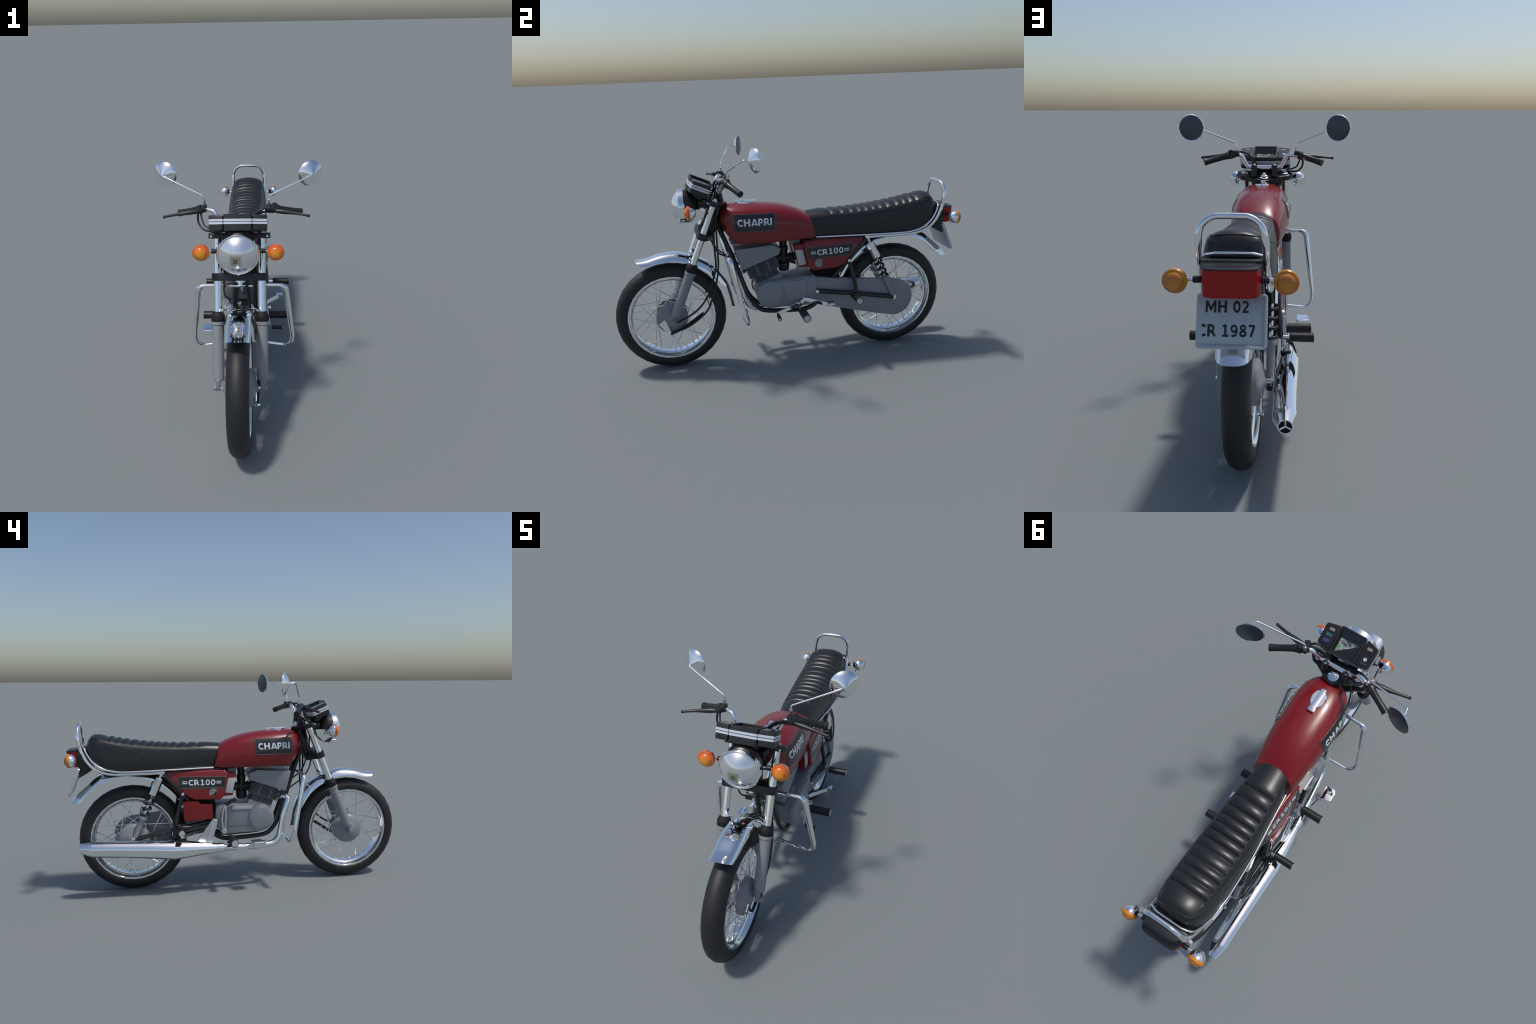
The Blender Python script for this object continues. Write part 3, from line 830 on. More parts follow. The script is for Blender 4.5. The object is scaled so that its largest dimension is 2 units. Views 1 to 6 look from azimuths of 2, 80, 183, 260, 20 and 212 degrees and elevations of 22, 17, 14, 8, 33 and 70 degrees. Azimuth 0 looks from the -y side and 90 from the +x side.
v, f = tank_surface()
tank = part("fuel_tank", v, f, RED, None, angle=60)
tank_tree = tree_of(tank)

cap = group("fuel_cap", tank)
zc = 0.9475
v, f = lathe_mesh([(-0.008, 0), (-0.008, 1.0), (0.004, 1.04), (0.008, 1.0), (0.0095, 0.93), (0.010, 0)], (0, 0, 0), (0, 0, 1), 28)
v = [V((q.x * 0.0330, -0.237 + q.y * 0.0490, zc - 0.002 + q.z - 0.03 * q.y * 0.04)) for q in v]
part("cap_disc", v, f, CHROME, cap, angle=25)
prism("cap_latch", [(-0.0125, -0.288), (0.0125, -0.288), (0.0135, -0.192), (0.0165, -0.184), (0.0165, -0.164), (-0.0165, -0.164), (-0.0165, -0.184), (-0.0135, -0.192)],
      zc - 0.006, zc + 0.0135, CHROME, cap, lambda a, b, c: V((a, b, c - 0.035 * (b + 0.23))), 0.003, 2)

def badge(tree, s, quad, proud, parent, word, wbox, fallback):
    """Raised black badge laid on a surface; quad = (y, z) corners, front-top first, going round."""
    ft, rt, rb, fb = [V((a, b, 0)) for a, b in quad]
    def at(u, v):                         # u from front to rear, v from foot to top
        p = (fb * (1 - u) + rb * u) * (1 - v) + (ft * (1 - u) + rt * u) * v
        return p.x, p.y
    def on(u, v, h):
        y, z = at(u, v)
        return V((side_hit(tree, s, y, z, fallback) + s * h, y, z))
    N, M = 16, 8
    vs, fs = [], []
    for h in (proud, -0.004):
        for j in range(M + 1):
            for i in range(N + 1):
                vs.append(on(i / N, j / M, h))
    K = (N + 1) * (M + 1)
    ix = lambda i, j, k=0: k * K + j * (N + 1) + i
    for j in range(M):
        for i in range(N):
            fs.append((ix(i, j), ix(i + 1, j), ix(i + 1, j + 1), ix(i, j + 1)))
            fs.append((ix(i, j, 1), ix(i, j + 1, 1), ix(i + 1, j + 1, 1), ix(i + 1, j, 1)))
    for i in range(N):
        fs.append((ix(i, 0), ix(i, 0, 1), ix(i + 1, 0, 1), ix(i + 1, 0)))
        fs.append((ix(i, M), ix(i + 1, M), ix(i + 1, M, 1), ix(i, M, 1)))
    for j in range(M):
        fs.append((ix(0, j), ix(0, j + 1), ix(0, j + 1, 1), ix(0, j, 1)))
        fs.append((ix(N, j), ix(N, j, 1), ix(N, j + 1, 1), ix(N, j + 1)))
    b = part("badge", vs, fs, BADGE, parent, angle=40)
    per = [(i / N, 0) for i in range(N)] + [(1, j / M) for j in range(M)] + [(1 - i / N, 1) for i in range(N)] + [(0, 1 - j / M) for j in range(M)]
    v_, f_ = tube_mesh([on(u, w, proud * 0.6) for u, w in per], 0.0021, 6, closed=True)
    part("badge_edge", v_, f_, BADGE_EDGE, parent, angle=70)
    u0, u1, v0, v1 = wbox
    def place(u, v, w):
        uu = u0 + (u1 - u0) * (u if s > 0 else 1 - u)
        return on(uu, v0 + (v1 - v0) * v, proud + 0.0006 + 0.0006 * w)
    lettering(word, place, LETTER, parent)
for s in (1, -1):
    badge(tank_tree, s, [(-0.311, 0.903), (-0.078, 0.898), (-0.088, 0.808), (-0.306, 0.811)], 0.0025, tank, "CHAPRI", (0.08, 0.92, 0.33, 0.74), 0.12)

# ================================================================== seat
seat = group("seat")
YS = [0.112, 0.136, 0.220, 0.300, 0.360, 0.410, 0.450, 0.490, 0.540, 0.590, 0.640, 0.690, 0.730, 0.780, 0.825, 0.850, 0.868, 0.880, 0.886]
TOP = [0.870, 0.873, 0.880, 0.880, 0.881, 0.884, 0.886, 0.889, 0.894, 0.900, 0.907, 0.915, 0.923, 0.932, 0.937, 0.932, 0.915, 0.892, 0.872]
SHOULDER_Y = [0.112, 0.15, 0.22, 0.30, 0.40, 0.47, 0.56, 0.67, 0.79, 0.84, 0.865, 0.886]
SHOULDER = [0.866, 0.864, 0.857, 0.853, 0.854, 0.863, 0.877, 0.890, 0.908, 0.908, 0.895, 0.860]
FOOT_Y = [0.112, 0.45, 0.66, 0.73, 0.79, 0.842, 0.868, 0.886]
FOOT = [0.734, 0.733, 0.732, 0.734, 0.748, 0.784, 0.815, 0.860]
WB_Y = [0.112, 0.16, 0.32, 0.465, 0.70, 0.80, 0.85, 0.878, 0.886]
WB = [0.078, 0.081, 0.098, 0.112, 0.121, 0.117, 0.105, 0.086, 0.070]
WT_Y = [0.112, 0.14, 0.28, 0.50, 0.70, 0.80, 0.85, 0.875, 0.886]
WT = [0.064, 0.068, 0.083, 0.096, 0.098, 0.094, 0.084, 0.072, 0.064]
GROOVES = [0.249, 0.308, 0.362, 0.410, 0.452, 0.493, 0.535, 0.581, 0.635, 0.677, 0.718, 0.760]
def rib(y):
    """Depth of the cross seams of the quilted top at y: rounded rolls between sharp grooves."""
    if y < GROOVES[0]:
        return -0.011 * math.exp(-((GROOVES[0] - y) / 0.012))
    if y > GROOVES[-1]:
        return -0.011 * math.exp(-((y - GROOVES[-1]) / 0.014))
    for a, b in zip(GROOVES, GROOVES[1:]):
        if a <= y <= b:
            t = (y - a) / (b - a)
            return -0.011 * (1 - math.sin(pi * t) ** 0.55)
    return 0
def seat_ring(y):
    zt, zb = interp(YS, TOP, y), interp(FOOT_Y, FOOT, y)
    wb, wt = interp(WB_Y, WB, y), interp(WT_Y, WT, y)
    H = zt - zb
    pts = []
    edge_z = min(interp(SHOULDER_Y, SHOULDER, y), zb + H * 0.8)
    pts.append((0, zb)); pts.append((wb * 0.94, zb)); pts.append((wb, zb + min(0.006, H * .2)))
    for k in range(1, 7):
        t = k / 7
        bulge = 0.006 * math.sin(pi * t)
        pts.append((wb + (wt + 0.005 - wb) * t + bulge, zb + (edge_z - zb) * t))
    lift = (zt - edge_z)
    pts += [(wt + 0.004, edge_z), (wt - 0.001, edge_z + lift * 0.16), (wt * 0.945, edge_z + lift * 0.24)]
    r = rib(y)
    for u in (0.905, 0.885, 0.86, 0.80, 0.70, 0.58, 0.44, 0.30, 0.15):
        crown = edge_z + lift * (1 - 0.60 * (u / 0.9) ** 2.3)
        k = max(0.0, min(1.0, (0.915 - u) / 0.03))
        pts.append((wt * u, crown + r * k))
    pts.append((0, zt + r))
    right = [V((a, y, b)) for a, b in pts]
    left = [V((-a, y, b)) for a, b in pts[1:-1]]
    return right + left[::-1]
ys = [0.112 + (0.774) * i / 260 for i in range(261)]
v, f = loft_mesh([seat_ring(y) for y in ys])
cushion = part("seat_cushion", v, f, VINYL, seat, angle=70)
seat_tree = tree_of(cushion)
def seat_side(s):
    # piping seam on the flank, sweeping forward and down from the tail
    seam = catmull([(0, 0.868, 0.905), (0, 0.836, 0.912), (0, 0.775, 0.893), (0, 0.69, 0.866), (0, 0.60, 0.840), (0, 0.555, 0.826), (0, 0.515, 0.800), (0, 0.486, 0.768), (0, 0.474, 0.742)], 8)
    pp = [V((side_hit(seat_tree, s, p.y, p.z, 0.1) + s * 0.0003, p.y, p.z)) for p in seam]
    v, f = tube_mesh(pp, 0.0017, 6)
    part("seat_piping", v, f, VINYL_SIDE, seat, angle=70)
both(seat_side)
# piping round the back of the padded top
def top_hit(x, y):
    h = seat_tree.ray_cast(V((x, y, 1.3)), V((0, 0, -1)))
    return h[0].z if h[0] is not None else 0.9
ring = [(0.084, 0.800), (0.082, 0.832), (0.066, 0.850), (0.03, 0.856), (-0.03, 0.856), (-0.066, 0.850), (-0.082, 0.832), (-0.084, 0.800)]
pp = catmull([(a, b, top_hit(a, b) + 0.0005) for a, b in ring], 5)
v, f = tube_mesh(pp, 0.0022, 6); part("seat_piping", v, f, VINYL_SIDE, seat, angle=70)
# chrome trim strip round the foot of the seat
half = [(0.086, 0.160, 0.734), (0.101, 0.322, 0.732), (0.116, 0.465, 0.7305), (0.124, 0.640, 0.728), (0.124, 0.720, 0.731), (0.121, 0.790, 0.748), (0.113, 0.842, 0.784), (0.107, 0.872, 0.826), (0.098, 0.889, 0.862), (0.066, 0.898, 0.874), (0.04, 0.899, 0.876)]
tr = half + [(-a, b, c) for a, b, c in half[::-1]]
v, f = tube_mesh(catmull(tr, 4), 0.0056, 8); part("seat_trim", v, f, CHROME, seat, angle=60)
# seat pan underneath
prism("seat_pan", [(0.165, 0.722), (0.70, 0.716), (0.80, 0.745), (0.80, 0.755), (0.165, 0.742)], -0.072, 0.072, MATT_BLACK, seat, bevel=0.002)

# ================================================================== grab rail
half = [(0.030, 0.919, 0.9965), (0.054, 0.920, 0.9945), (0.078, 0.922, 0.982), (0.094, 0.925, 0.962), (0.102, 0.926, 0.930), (0.1045, 0.918, 0.890), (0.105, 0.904, 0.842), (0.106, 0.872, 0.782), (0.107, 0.822, 0.737), (0.107, 0.745, 0.7165), (0.106, 0.650, 0.713), (0.104, 0.468, 0.715)]
rail = catmull([(-a, b, c) for a, b, c in half[::-1]] + half, 4)
NR = len(rail) - 1
rail_r = lambda p: 0.0098 + 0.0034 * max(0.0, 1 - abs(p.z - 0.915) / 0.055)
v, f = tube_mesh(rail, lambda t: rail_r(rail[round(t * NR)]), 14)
part("grab_rail", v, f, CHROME, None, angle=60)

# ================================================================== tail lamp and number plate
tail = group("tail_lamp")
prism("tail_bracket", [(0.855, 0.738), (0.930, 0.694), (0.912, 0.752), (0.934, 0.768), (0.934, 0.862), (0.905, 0.862), (0.895, 0.80)], -0.096, 0.096, PLASTIC, tail, bevel=0.003)
lamp_plan = rounded([(-0.092, 0.928), (0.092, 0.928), (0.0915, 0.958), (0.080, 0.986), (0.055, 0.9925), (-0.055, 0.9925), (-0.080, 0.986), (-0.0915, 0.958)], 0.012, 4)
prism("tail_lens", lamp_plan, 0.7585, 0.8470, TAIL_RED, tail, lambda a, b, c: V((a, b, c)), 0.006, 3)
hood_plan = [(a * 1.012, b + 0.0012) for a, b in lamp_plan]
prism("tail_lamp_hood", hood_plan, 0.845, 0.857, PLASTIC, tail, lambda a, b, c: V((a, b, c - (0.006 * (b - 0.928) / 0.064 if c > 0.852 else 0.0))), 0.003, 2)
plate = group("number_plate")
P0, P1 = V((0, 0.930, 0.754)), V((0, 0.992, 0.600))
p_up = (P0 - P1).normalized(); p_out = V((0, 1, 0)); p_out = (p_out - p_up * p_out.dot(p_up)).normalized()
PC = (P0 + P1) / 2; PH = (P0 - P1).length / 2
def pl(a, b, c): return PC + V((a, 0, 0)) + p_up * b + p_out * c
prism("plate_panel", rounded([(-0.106, -PH), (0.106, -PH), (0.106, PH), (-0.106, PH)], 0.010, 3), -0.014, -0.010, PLATE, plate, pl, 0.001)
fo = rounded([(-0.110, -PH - 0.002), (0.110, -PH - 0.002), (0.110, PH + 0.002), (-0.110, PH + 0.002)], 0.012, 4)
fi = rounded([(-0.096, -PH + 0.014), (0.088, -PH + 0.014), (0.097, PH - 0.006), (-0.097, PH - 0.006)], 0.004, 4)
fm = rounded([(-0.101, -PH + 0.007), (0.103, -PH + 0.007), (0.104, PH - 0.003), (-0.101, PH - 0.003)], 0.008, 4)
n = len(fo)
vs = [pl(a, b, -0.014) for a, b in fo] + [pl(a, b, -0.001) for a, b in fo] + [pl(a, b, 0.001) for a, b in [((x + X) / 2, (y + Y) / 2) for (x, y), (X, Y) in zip(fo, fm)]] + [pl(a, b, -0.001) for a, b in fm] + [pl(a, b, -0.0105) for a, b in fi]
fs = [(k * n + i, k * n + (i + 1) % n, ((k + 1) % 5) * n + (i + 1) % n, ((k + 1) % 5) * n + i) for k in range(5) for i in range(n)]
part("plate_frame", vs, fs, PLATE, plate, angle=40)
def plate_word(word, a0, a1, b0, b1):
    lettering(word, lambda u, v, w: pl(a0 + (a1 - a0) * u, b0 + (b1 - b0) * v, -0.0096 + 0.0004 * w), INK, plate)
plate_word("MH 02", 0.083, -0.051, 0.026, 0.063)
plate_word("CR 1987", 0.104, -0.072, -0.048, -0.010)

# ================================================================== frame
frame = group("frame")
def frame_side(s):
    down = [(0.016, -0.405, 0.880), (0.024, -0.372, 0.785), (0.034, -0.318, 0.645), (0.045, -0.276, 0.517), (0.050, -0.236, 0.404), (0.055, -0.195, 0.340), (0.060, -0.140, 0.308), (0.064, 0.0, 0.297), (0.064, 0.100, 0.297), (0.066, 0.165, 0.335), (0.066, 0.195, 0.420)]
    v, f = tube_mesh(catmull([(s * a, b, c) for a, b, c in down], 5), 0.0135, 12)
    part("down_tube", v, f, FRAME_PAINT, frame, angle=70)
    tube("seat_rail", [(s * 0.060, 0.02, 0.745), (s * 0.080, 0.16, 0.720), (s * 0.088, 0.45, 0.712), (s * 0.085, 0.78, 0.722)], 0.011, FRAME_PAINT, frame, 0.04)
    tube("seat_stay", [(s * 0.104, 0.454, 0.706), (s * 0.102, 0.346, 0.583), (s * 0.076, 0.260, 0.478), (s * 0.058, 0.200, 0.410)], 0.0125, FRAME_PAINT, frame, 0.03)
    # passenger foot peg hanger
    tube("peg_hanger", [(s * 0.108, 0.346, 0.588), (s * 0.118, 0.384, 0.440), (s * 0.122, 0.388, 0.405), (s * 0.122, 0.355, 0.387), (s * 0.104, 0.300, 0.386)], 0.0115, FRAME_PAINT, frame, 0.015)
    rod("hanger_bolt", (s * 0.095, 0.346, 0.586), (s * 0.125, 0.346, 0.586), 0.0095, CHROME, frame, 12)
both(frame_side)
tube("spine", [(0, -0.385, 0.870), (0, -0.20, 0.800), (0, 0.10, 0.760), (0, 0.16, 0.72)], 0.022, FRAME_PAINT, frame, 0.05)
nk0, nk1 = fork_at(0.815, 0, 0.046), fork_at(0.968, 0, 0.046)
rod("head_tube", nk0, nk1, 0.0285, FRAME_PAINT, frame, 20)
prism("head_gusset", [(-0.408, 0.812), (-0.345, 0.790), (-0.300, 0.800), (-0.300, 0.90), (-0.360, 0.915)], -0.028, 0.028, MATT_BLACK, frame, bevel=0.004)
rod("frame_crossbar", (-0.075, 0.196, 0.412), (0.075, 0.196, 0.412), 0.014, FRAME_PAINT, frame, 12)
rod("frame_crossbar", (-0.13, 0.060, 0.300), (0.13, 0.060, 0.300), 0.011, FRAME_PAINT, frame, 12)
prism("battery_box", rounded([(0.150, 0.480), (0.300, 0.460), (0.335, 0.560), (0.400, 0.690), (0.150, 0.715)], 0.012), -0.040, 0.040, MATT_BLACK, frame, bevel=0.006)
prism("inner_guard", [(0.205, 0.43), (0.250, 0.42), (0.290, 0.47), (0.290, 0.52), (0.205, 0.52)], -0.036, 0.036, MATT_BLACK, frame, bevel=0.004)

# ================================================================== crash guard
half = [(0.216, -0.356, 0.692), (0.257, -0.294, 0.372), (0.252, -0.280, 0.325), (0.222, -0.266, 0.298), (0.052, -0.258, 0.318)]
gp = fillet([(-a, b, c) for a, b, c in half[::-1]] + half, 0.045, 6)
def swell(p):
    """The upright tubes are drawn out thicker than the cross bars, most of all below the top bend."""
    if abs(p.x) < 0.19 or p.z < 0.305: return 0.0095
    up = max(0.0, min(1.0, (p.z - 0.33) / 0.30))
    k = max(0.0, min(1.0, (abs(p.x) - 0.19) / 0.02)) * max(0.0, min(1.0, (p.z - 0.305) / 0.03))
    return (0.0105 if p.z > 0.6 else 0.0095) * (1 - k) + (0.0118 + 0.0038 * up) * k
NG = len(gp) - 1
v, f = tube_mesh(gp, lambda t: swell(gp[round(t * NG)]), 14)
part("crash_guard", v, f, CHROME, None, angle=60)

# ================================================================== engine
engine = group("engine")
prism("crankcase", rounded([(-0.192, 0.425), (-0.180, 0.372), (-0.120, 0.338), (0.110, 0.330), (0.148, 0.372), (0.156, 0.440), (0.150, 0.508), (-0.150, 0.503)], 0.010, 3), -0.096, 0.096, GREY, engine, bevel=0.008)
def side_case(s):
    """Round cover with a stepped rim plus the raised rectangular panel behind it."""
    prism("case_cover", rounded([(-0.185, 0.380), (-0.120, 0.338), (0.090, 0.336), (0.150, 0.385), (0.152, 0.498), (-0.075, 0.502), (-0.150, 0.498), (-0.192, 0.450)], 0.020, 4), s * 0.090, s * 0.104, GREY, engine, bevel=0.005)
    prism("case_panel", rounded([(-0.080, 0.385), (0.080, 0.378), (0.094, 0.430), (0.090, 0.492), (-0.080, 0.494)], 0.010, 4), s * 0.100, s * (0.112 if s > 0 else 0.108), GREY, engine, bevel=0.006)
    lathe("round_cover", [(0, 0), (0, 0.080), (0.014, 0.080), (0.022, 0.076), (0.029, 0.063), (0.030, 0.060), (0.0305, 0)], (s * (0.095 if s > 0 else 0.094), -0.118, 0.4235), (s, 0, 0), GREY, engine, 40, 25)
both(side_case)
prism("case_modelled_highlight", [(-0.060, 0.480), (0.055, 0.480), (0.060, 0.498), (-0.068, 0.498)], -0.1135, -0.103, GREY_LIGHT, engine, bevel=0.002)  # pale bar modelled for the bright glint on the right case panel
# inclined cylinder: local frame a = along the fins (rear-up), b = up the bore
TILT = math.radians(19)
e_a = V((0, math.cos(TILT), math.sin(TILT))); e_b = V((0, -math.sin(TILT), math.cos(TILT)))
CY0 = V((0, -0.140, 0.543))            # middle of the lowest big fin
def cyl(a, b, c): return CY0 + e_a * a + e_b * b + V((c, 0, 0))
prism("cylinder_barrel", rounded([(-0.070, -0.070), (0.064, -0.070), (0.064, 0.100), (-0.070, 0.100)], 0.01), -0.055, 0.055, GREY, engine, cyl, 0.004)
for k in range(7):
    prism("cooling_fin", rounded([(-0.092, k * 0.0100), (0.094, k * 0.0100), (0.094, k * 0.0100 + 0.0045), (-0.092, k * 0.0100 + 0.0045)], 0.001, 1), -0.077, 0.077, FIN, engine, cyl, 0.0008, 1)
for k in range(4):
    prism("cooling_fin", rounded([(-0.066, -0.0385 + k * 0.0092), (0.074, -0.0385 + k * 0.0092), (0.074, -0.0345 + k * 0.0092), (-0.066, -0.0345 + k * 0.0092)], 0.001, 1), -0.070, 0.070, FIN, engine, cyl, 0.0008, 1)
def fin_webs(s):
    for a in (-0.040, 0.028):
        prism("fin_web", [(a, -0.002), (a + 0.012, -0.002), (a + 0.012, 0.066), (a, 0.066)], s * 0.070, s * 0.0755, FIN, engine, cyl, 0.001)
    prism("fin_web", [(0.0, -0.036), (0.010, -0.036), (0.010, -0.002), (0.0, -0.002)], s * 0.062, s * 0.0685, FIN, engine, cyl, 0.001)
both(fin_webs)
prism("cylinder_base", rounded([(-0.070, -0.090), (0.080, -0.090), (0.080, -0.040), (-0.070, -0.040)], 0.004), -0.076, 0.076, GREY, engine, cyl, 0.003)
prism("cylinder_head", [(-0.308, 0.700), (-0.100, 0.712), (-0.048, 0.688), (-0.060, 0.652), (-0.275, 0.576)], -0.096, 0.096, GREY, engine, bevel=0.005)
prism("head_stay", [(-0.32, 0.716), (-0.20, 0.722), (-0.20, 0.742), (-0.33, 0.745)], -0.030, 0.030, FIN, engine, bevel=0.003)
lathe("spark_plug", [(0, 0.011), (0.016, 0.011), (0.018, 0.007), (0.05, 0.007), (0.05, 0)], (0.0, -0.290, 0.640), (0, -0.8, 0.5), SATIN, engine, 10)
rod("exhaust_flange", (-0.030, -0.245, 0.545), (-0.045, -0.268, 0.541), 0.027, SATIN, engine, 16)

# ================================================================== carburettor and intake
carb = group("carburettor")
rod("intake_pipe", (0, -0.085, 0.605), (0, 0.048, 0.603), 0.022, GRIP, carb, 18)
lathe("carburettor_body", [(0, 0), (0, 0.020), (0.006, 0.031), (0.030, 0.034), (0.050, 0.034), (0.056, 0.026), (0.085, 0.025), (0.120, 0.025), (0.124, 0.028), (0.145, 0.028), (0.150, 0.021), (0.152, 0)], (0, -0.016, 0.526), (0, 0, 1), GRIP, carb, 20)
tube("carburettor_neck", [(0, -0.016, 0.665), (0, -0.016, 0.70), (0.0, -0.005, 0.735), (0, 0.01, 0.77)], 0.022, GRIP, carb, 0.03, 16)
rod("intake_clamp", (0, -0.058, 0.605), (0, -0.046, 0.605), 0.028, PLASTIC, carb, 18)
rod("intake_clamp", (0, 0.018, 0.604), (0, 0.030, 0.604), 0.028, PLASTIC, carb, 18)
box("idle_screw", (0.036, -0.012, 0.568), (0.012, 0.022, 0.022), GRIP, carb, 0.004)

# ================================================================== side covers and air box
def side_cover(s):
    out = rounded([(0.080, 0.705), (0.096, 0.722), (0.440, 0.718), (0.446, 0.706), (0.318, 0.570), (0.284, 0.551), (0.128, 0.546), (0.104, 0.566)], 0.008, 3)
    bm = prism_bm(out, s * 0.055, s * 0.121, None, 0.010, 3)
    for v_ in bm.verts:                    # the upper shoulder leans in under the seat
        k = max(0.0, (v_.co.z - 0.684) / 0.038)
        v_.co.x -= s * 0.018 * k ** 1.4 * (1 if abs(v_.co.x) > 0.08 else 0)
        k2 = max(0.0, (v_.co.y - 0.27) / 0.17)
        v_.co.x -= s * 0.013 * k2 * (1 if abs(v_.co.x) > 0.08 else 0)
    me = bpy.data.meshes.new("side_cover"); bm.to_mesh(me); bm.free()
    cov = finish("side_cover", me, RED, None, True, 40)
    t = tree_of(cov)
    badge(t, s, [(0.092, 0.682), (0.372, 0.685), (0.366, 0.620), (0.098, 0.618)], 0.0020, cov, "=CR100=", (0.09, 0.92, 0.24, 0.76), 0.108)
    x = side_hit(t, s, 0.168, 0.588, 0.11)
    lathe("lock_disc", [(-0.004, 0), (-0.004, 0.0255), (0.0008, 0.0255), (0.0014, 0.0245), (0.0014, 0)], (x, 0.168, 0.588), (s, 0, 0), KEY_GREY, cov, 24, 25)
    sq = [(0.168 + 0.0235 * math.cos(math.radians(a)), 0.588 + 0.0235 * math.sin(math.radians(a))) for a in (-60, -70, -80, -95)] + [(0.152, 0.601)]
    if s < 0:
        prism("lock_slot", [(0.168 + 0.0235 * math.cos(math.radians(a)), 0.588 + 0.0235 * math.sin(math.radians(a))) for a in (150, 165, 180, 195)] + [(0.176, 0.570)], x + s * 0.001, x + s * 0.0022, INK, cov, bevel=0)
    else:
        prism("lock_slot", [(0.168 + 0.0245 * math.cos(math.radians(a)), 0.588 + 0.0245 * math.sin(math.radians(a))) for a in (-50, -25, 0, 25, 50)], x + s * 0.001, x + s * 0.0022, RED, cov, bevel=0)
    # front block of the air box with its pale label panel
    prism("air_box", rounded([(0.026, 0.698), (0.095, 0.705), (0.120, 0.600), (0.106, 0.562), (0.050, 0.566)], 0.004, 2), s * 0.020, s * 0.100, RED, cov, bevel=0.004)
    prism("pale_panel", [(0.031, 0.672), (0.076, 0.670), (0.096, 0.583), (0.052, 0.579)], s * 0.092, s * 0.1035, WHITE_PANEL, cov, bevel=0.001)
    prism("air_box_lid", [(0.020, 0.696), (0.075, 0.696), (0.075, 0.722), (0.020, 0.722)], s * 0.010, s * 0.055, GREY, cov, bevel=0.002)
both(side_cover)
prism("oil_tank", rounded([(0.172, 0.432), (0.330, 0.424), (0.342, 0.436), (0.345, 0.530), (0.336, 0.540), (0.258, 0.541), (0.244, 0.522), (0.174, 0.519)], 0.004, 3), -0.062, -0.123, RED, None, bevel=0.010, bseg=4)

# ================================================================== swing arm, chain case, shock absorbers
swing = group("swing_arm")
def arm_tube(s):
    x0 = 0.100 if s > 0 else 0.088
    tube("arm_tube", [(s * x0, 0.156, 0.413), (s * x0, 0.37, 0.377), (s * 0.098, 0.628, 0.326)], 0.0135, FRAME_PAINT, swing, 0.02, 12)
    rod("pivot_bolt", (s * (x0 - 0.01), 0.156, 0.413), (s * (x0 + 0.018), 0.156, 0.413), 0.0105, CHROME, swing, 12)
both(arm_tube)
tube("brake_torque_rod", [(-0.092, 0.225, 0.360), (-0.096, 0.335, 0.338), (-0.09, 0.60, 0.27)], 0.013, FRAME_PAINT, swing, 0.02)
prism("peg_plate", rounded([(0.325, 0.405), (0.405, 0.405), (0.410, 0.315), (0.330, 0.315)], 0.01), -0.108, -0.090, FRAME_PAINT, swing, bevel=0.003)
case = [(0.10, 0.360), (0.15, 0.495), (0.30, 0.470), (0.47, 0.4515)] + arc(0.640, 0.3165, 0.1145, 82, -88, 18) + [(0.54, 0.2225), (0.35, 0.273), (0.20, 0.312)]
prism("chain_case", case, 0.056, 0.088, GREY, None, bevel=0.006)

def shock(s):
    g = group("shock_absorber")
    x = s * 0.0950
    T_, B_ = V((x, 0.461, 0.714)), V((x, 0.632, 0.327))
    ax = (B_ - T_).normalized(); L = (B_ - T_).length
    def seg_l(name, prof, mat, n=24, ang=30, ph=0.0): return lathe(name, prof, T_, ax, mat, g, n, ang, ph)
    rod("shock_eye", (x - s * 0.014, T_.y, T_.z), (x + s * 0.014, T_.y, T_.z), 0.0165, CHROME, g, 18)
    u0 = V((1, 0, 0)); w0 = ax.cross(u0)
    def cover_ring(d, r):
        return [T_ + ax * d + (u0 * a + w0 * b) * r for a, b in ((1, -0.62), (1, 0.62), (0.62, 1), (-0.62, 1), (-1, 0.62), (-1, -0.62), (-0.62, -1), (0.62, -1))]
    v, f = loft_mesh([cover_ring(*q) for q in ((0.012, 0.008), (0.031, 0.0082), (0.034, 0.0205), (0.038, 0.0225), (0.141, 0.0225), (0.143, 0.020))])
    part("shock_cover", v, f, CHROME, g, angle=20)
    seg_l("shock_rod", [(0.13, 0), (0.13, 0.0085), (0.30, 0.0085), (0.30, 0)], CHROME, 14)
    seg_l("shock_body", [(0.276, 0), (0.276, 0.023), (0.279, 0.0245), (0.294, 0.0245), (0.299, 0.0175), (L - 0.02, 0.0150), (L - 0.006, 0.0135), (L, 0.010), (L, 0)], GREY, 20)
    u = V((1, 0, 0)); w = ax.cross(u)
    turns = 3.8
    path = [T_ + ax * (0.140 + 0.136 * i / 110) + (u * math.cos(2 * pi * turns * i / 110) + w * math.sin(2 * pi * turns * i / 110)) * 0.0205 for i in range(111)]
    v, f = tube_mesh(path, 0.0064, 10); part("shock_spring", v, f, GRIP, g, angle=70)
    rod("shock_bolt", (x - s * 0.02, B_.y, B_.z), (x + s * 0.015, B_.y, B_.z), 0.0085, CHROME, g, 12)
    rod("shock_washer", (x + s * 0.002, B_.y, B_.z), (x + s * 0.008, B_.y, B_.z), 0.0165, SATIN, g, 18, 0.001)
both(shock)
tube("brake_arm", [(-0.064, 0.690, 0.318), (-0.064, 0.700, 0.225)], 0.006, CHROME, swing, 0, 8, squash=(0.8, 1.5))
rod("brake_rod_end", (-0.052, 0.700, 0.218), (-0.076, 0.700, 0.218), 0.009, CHROME, swing, 12)
rod("rear_axle", (-0.104, REAR.y, REAR.z), (0.104, REAR.y, REAR.z), 0.009, SATIN, swing, 12)

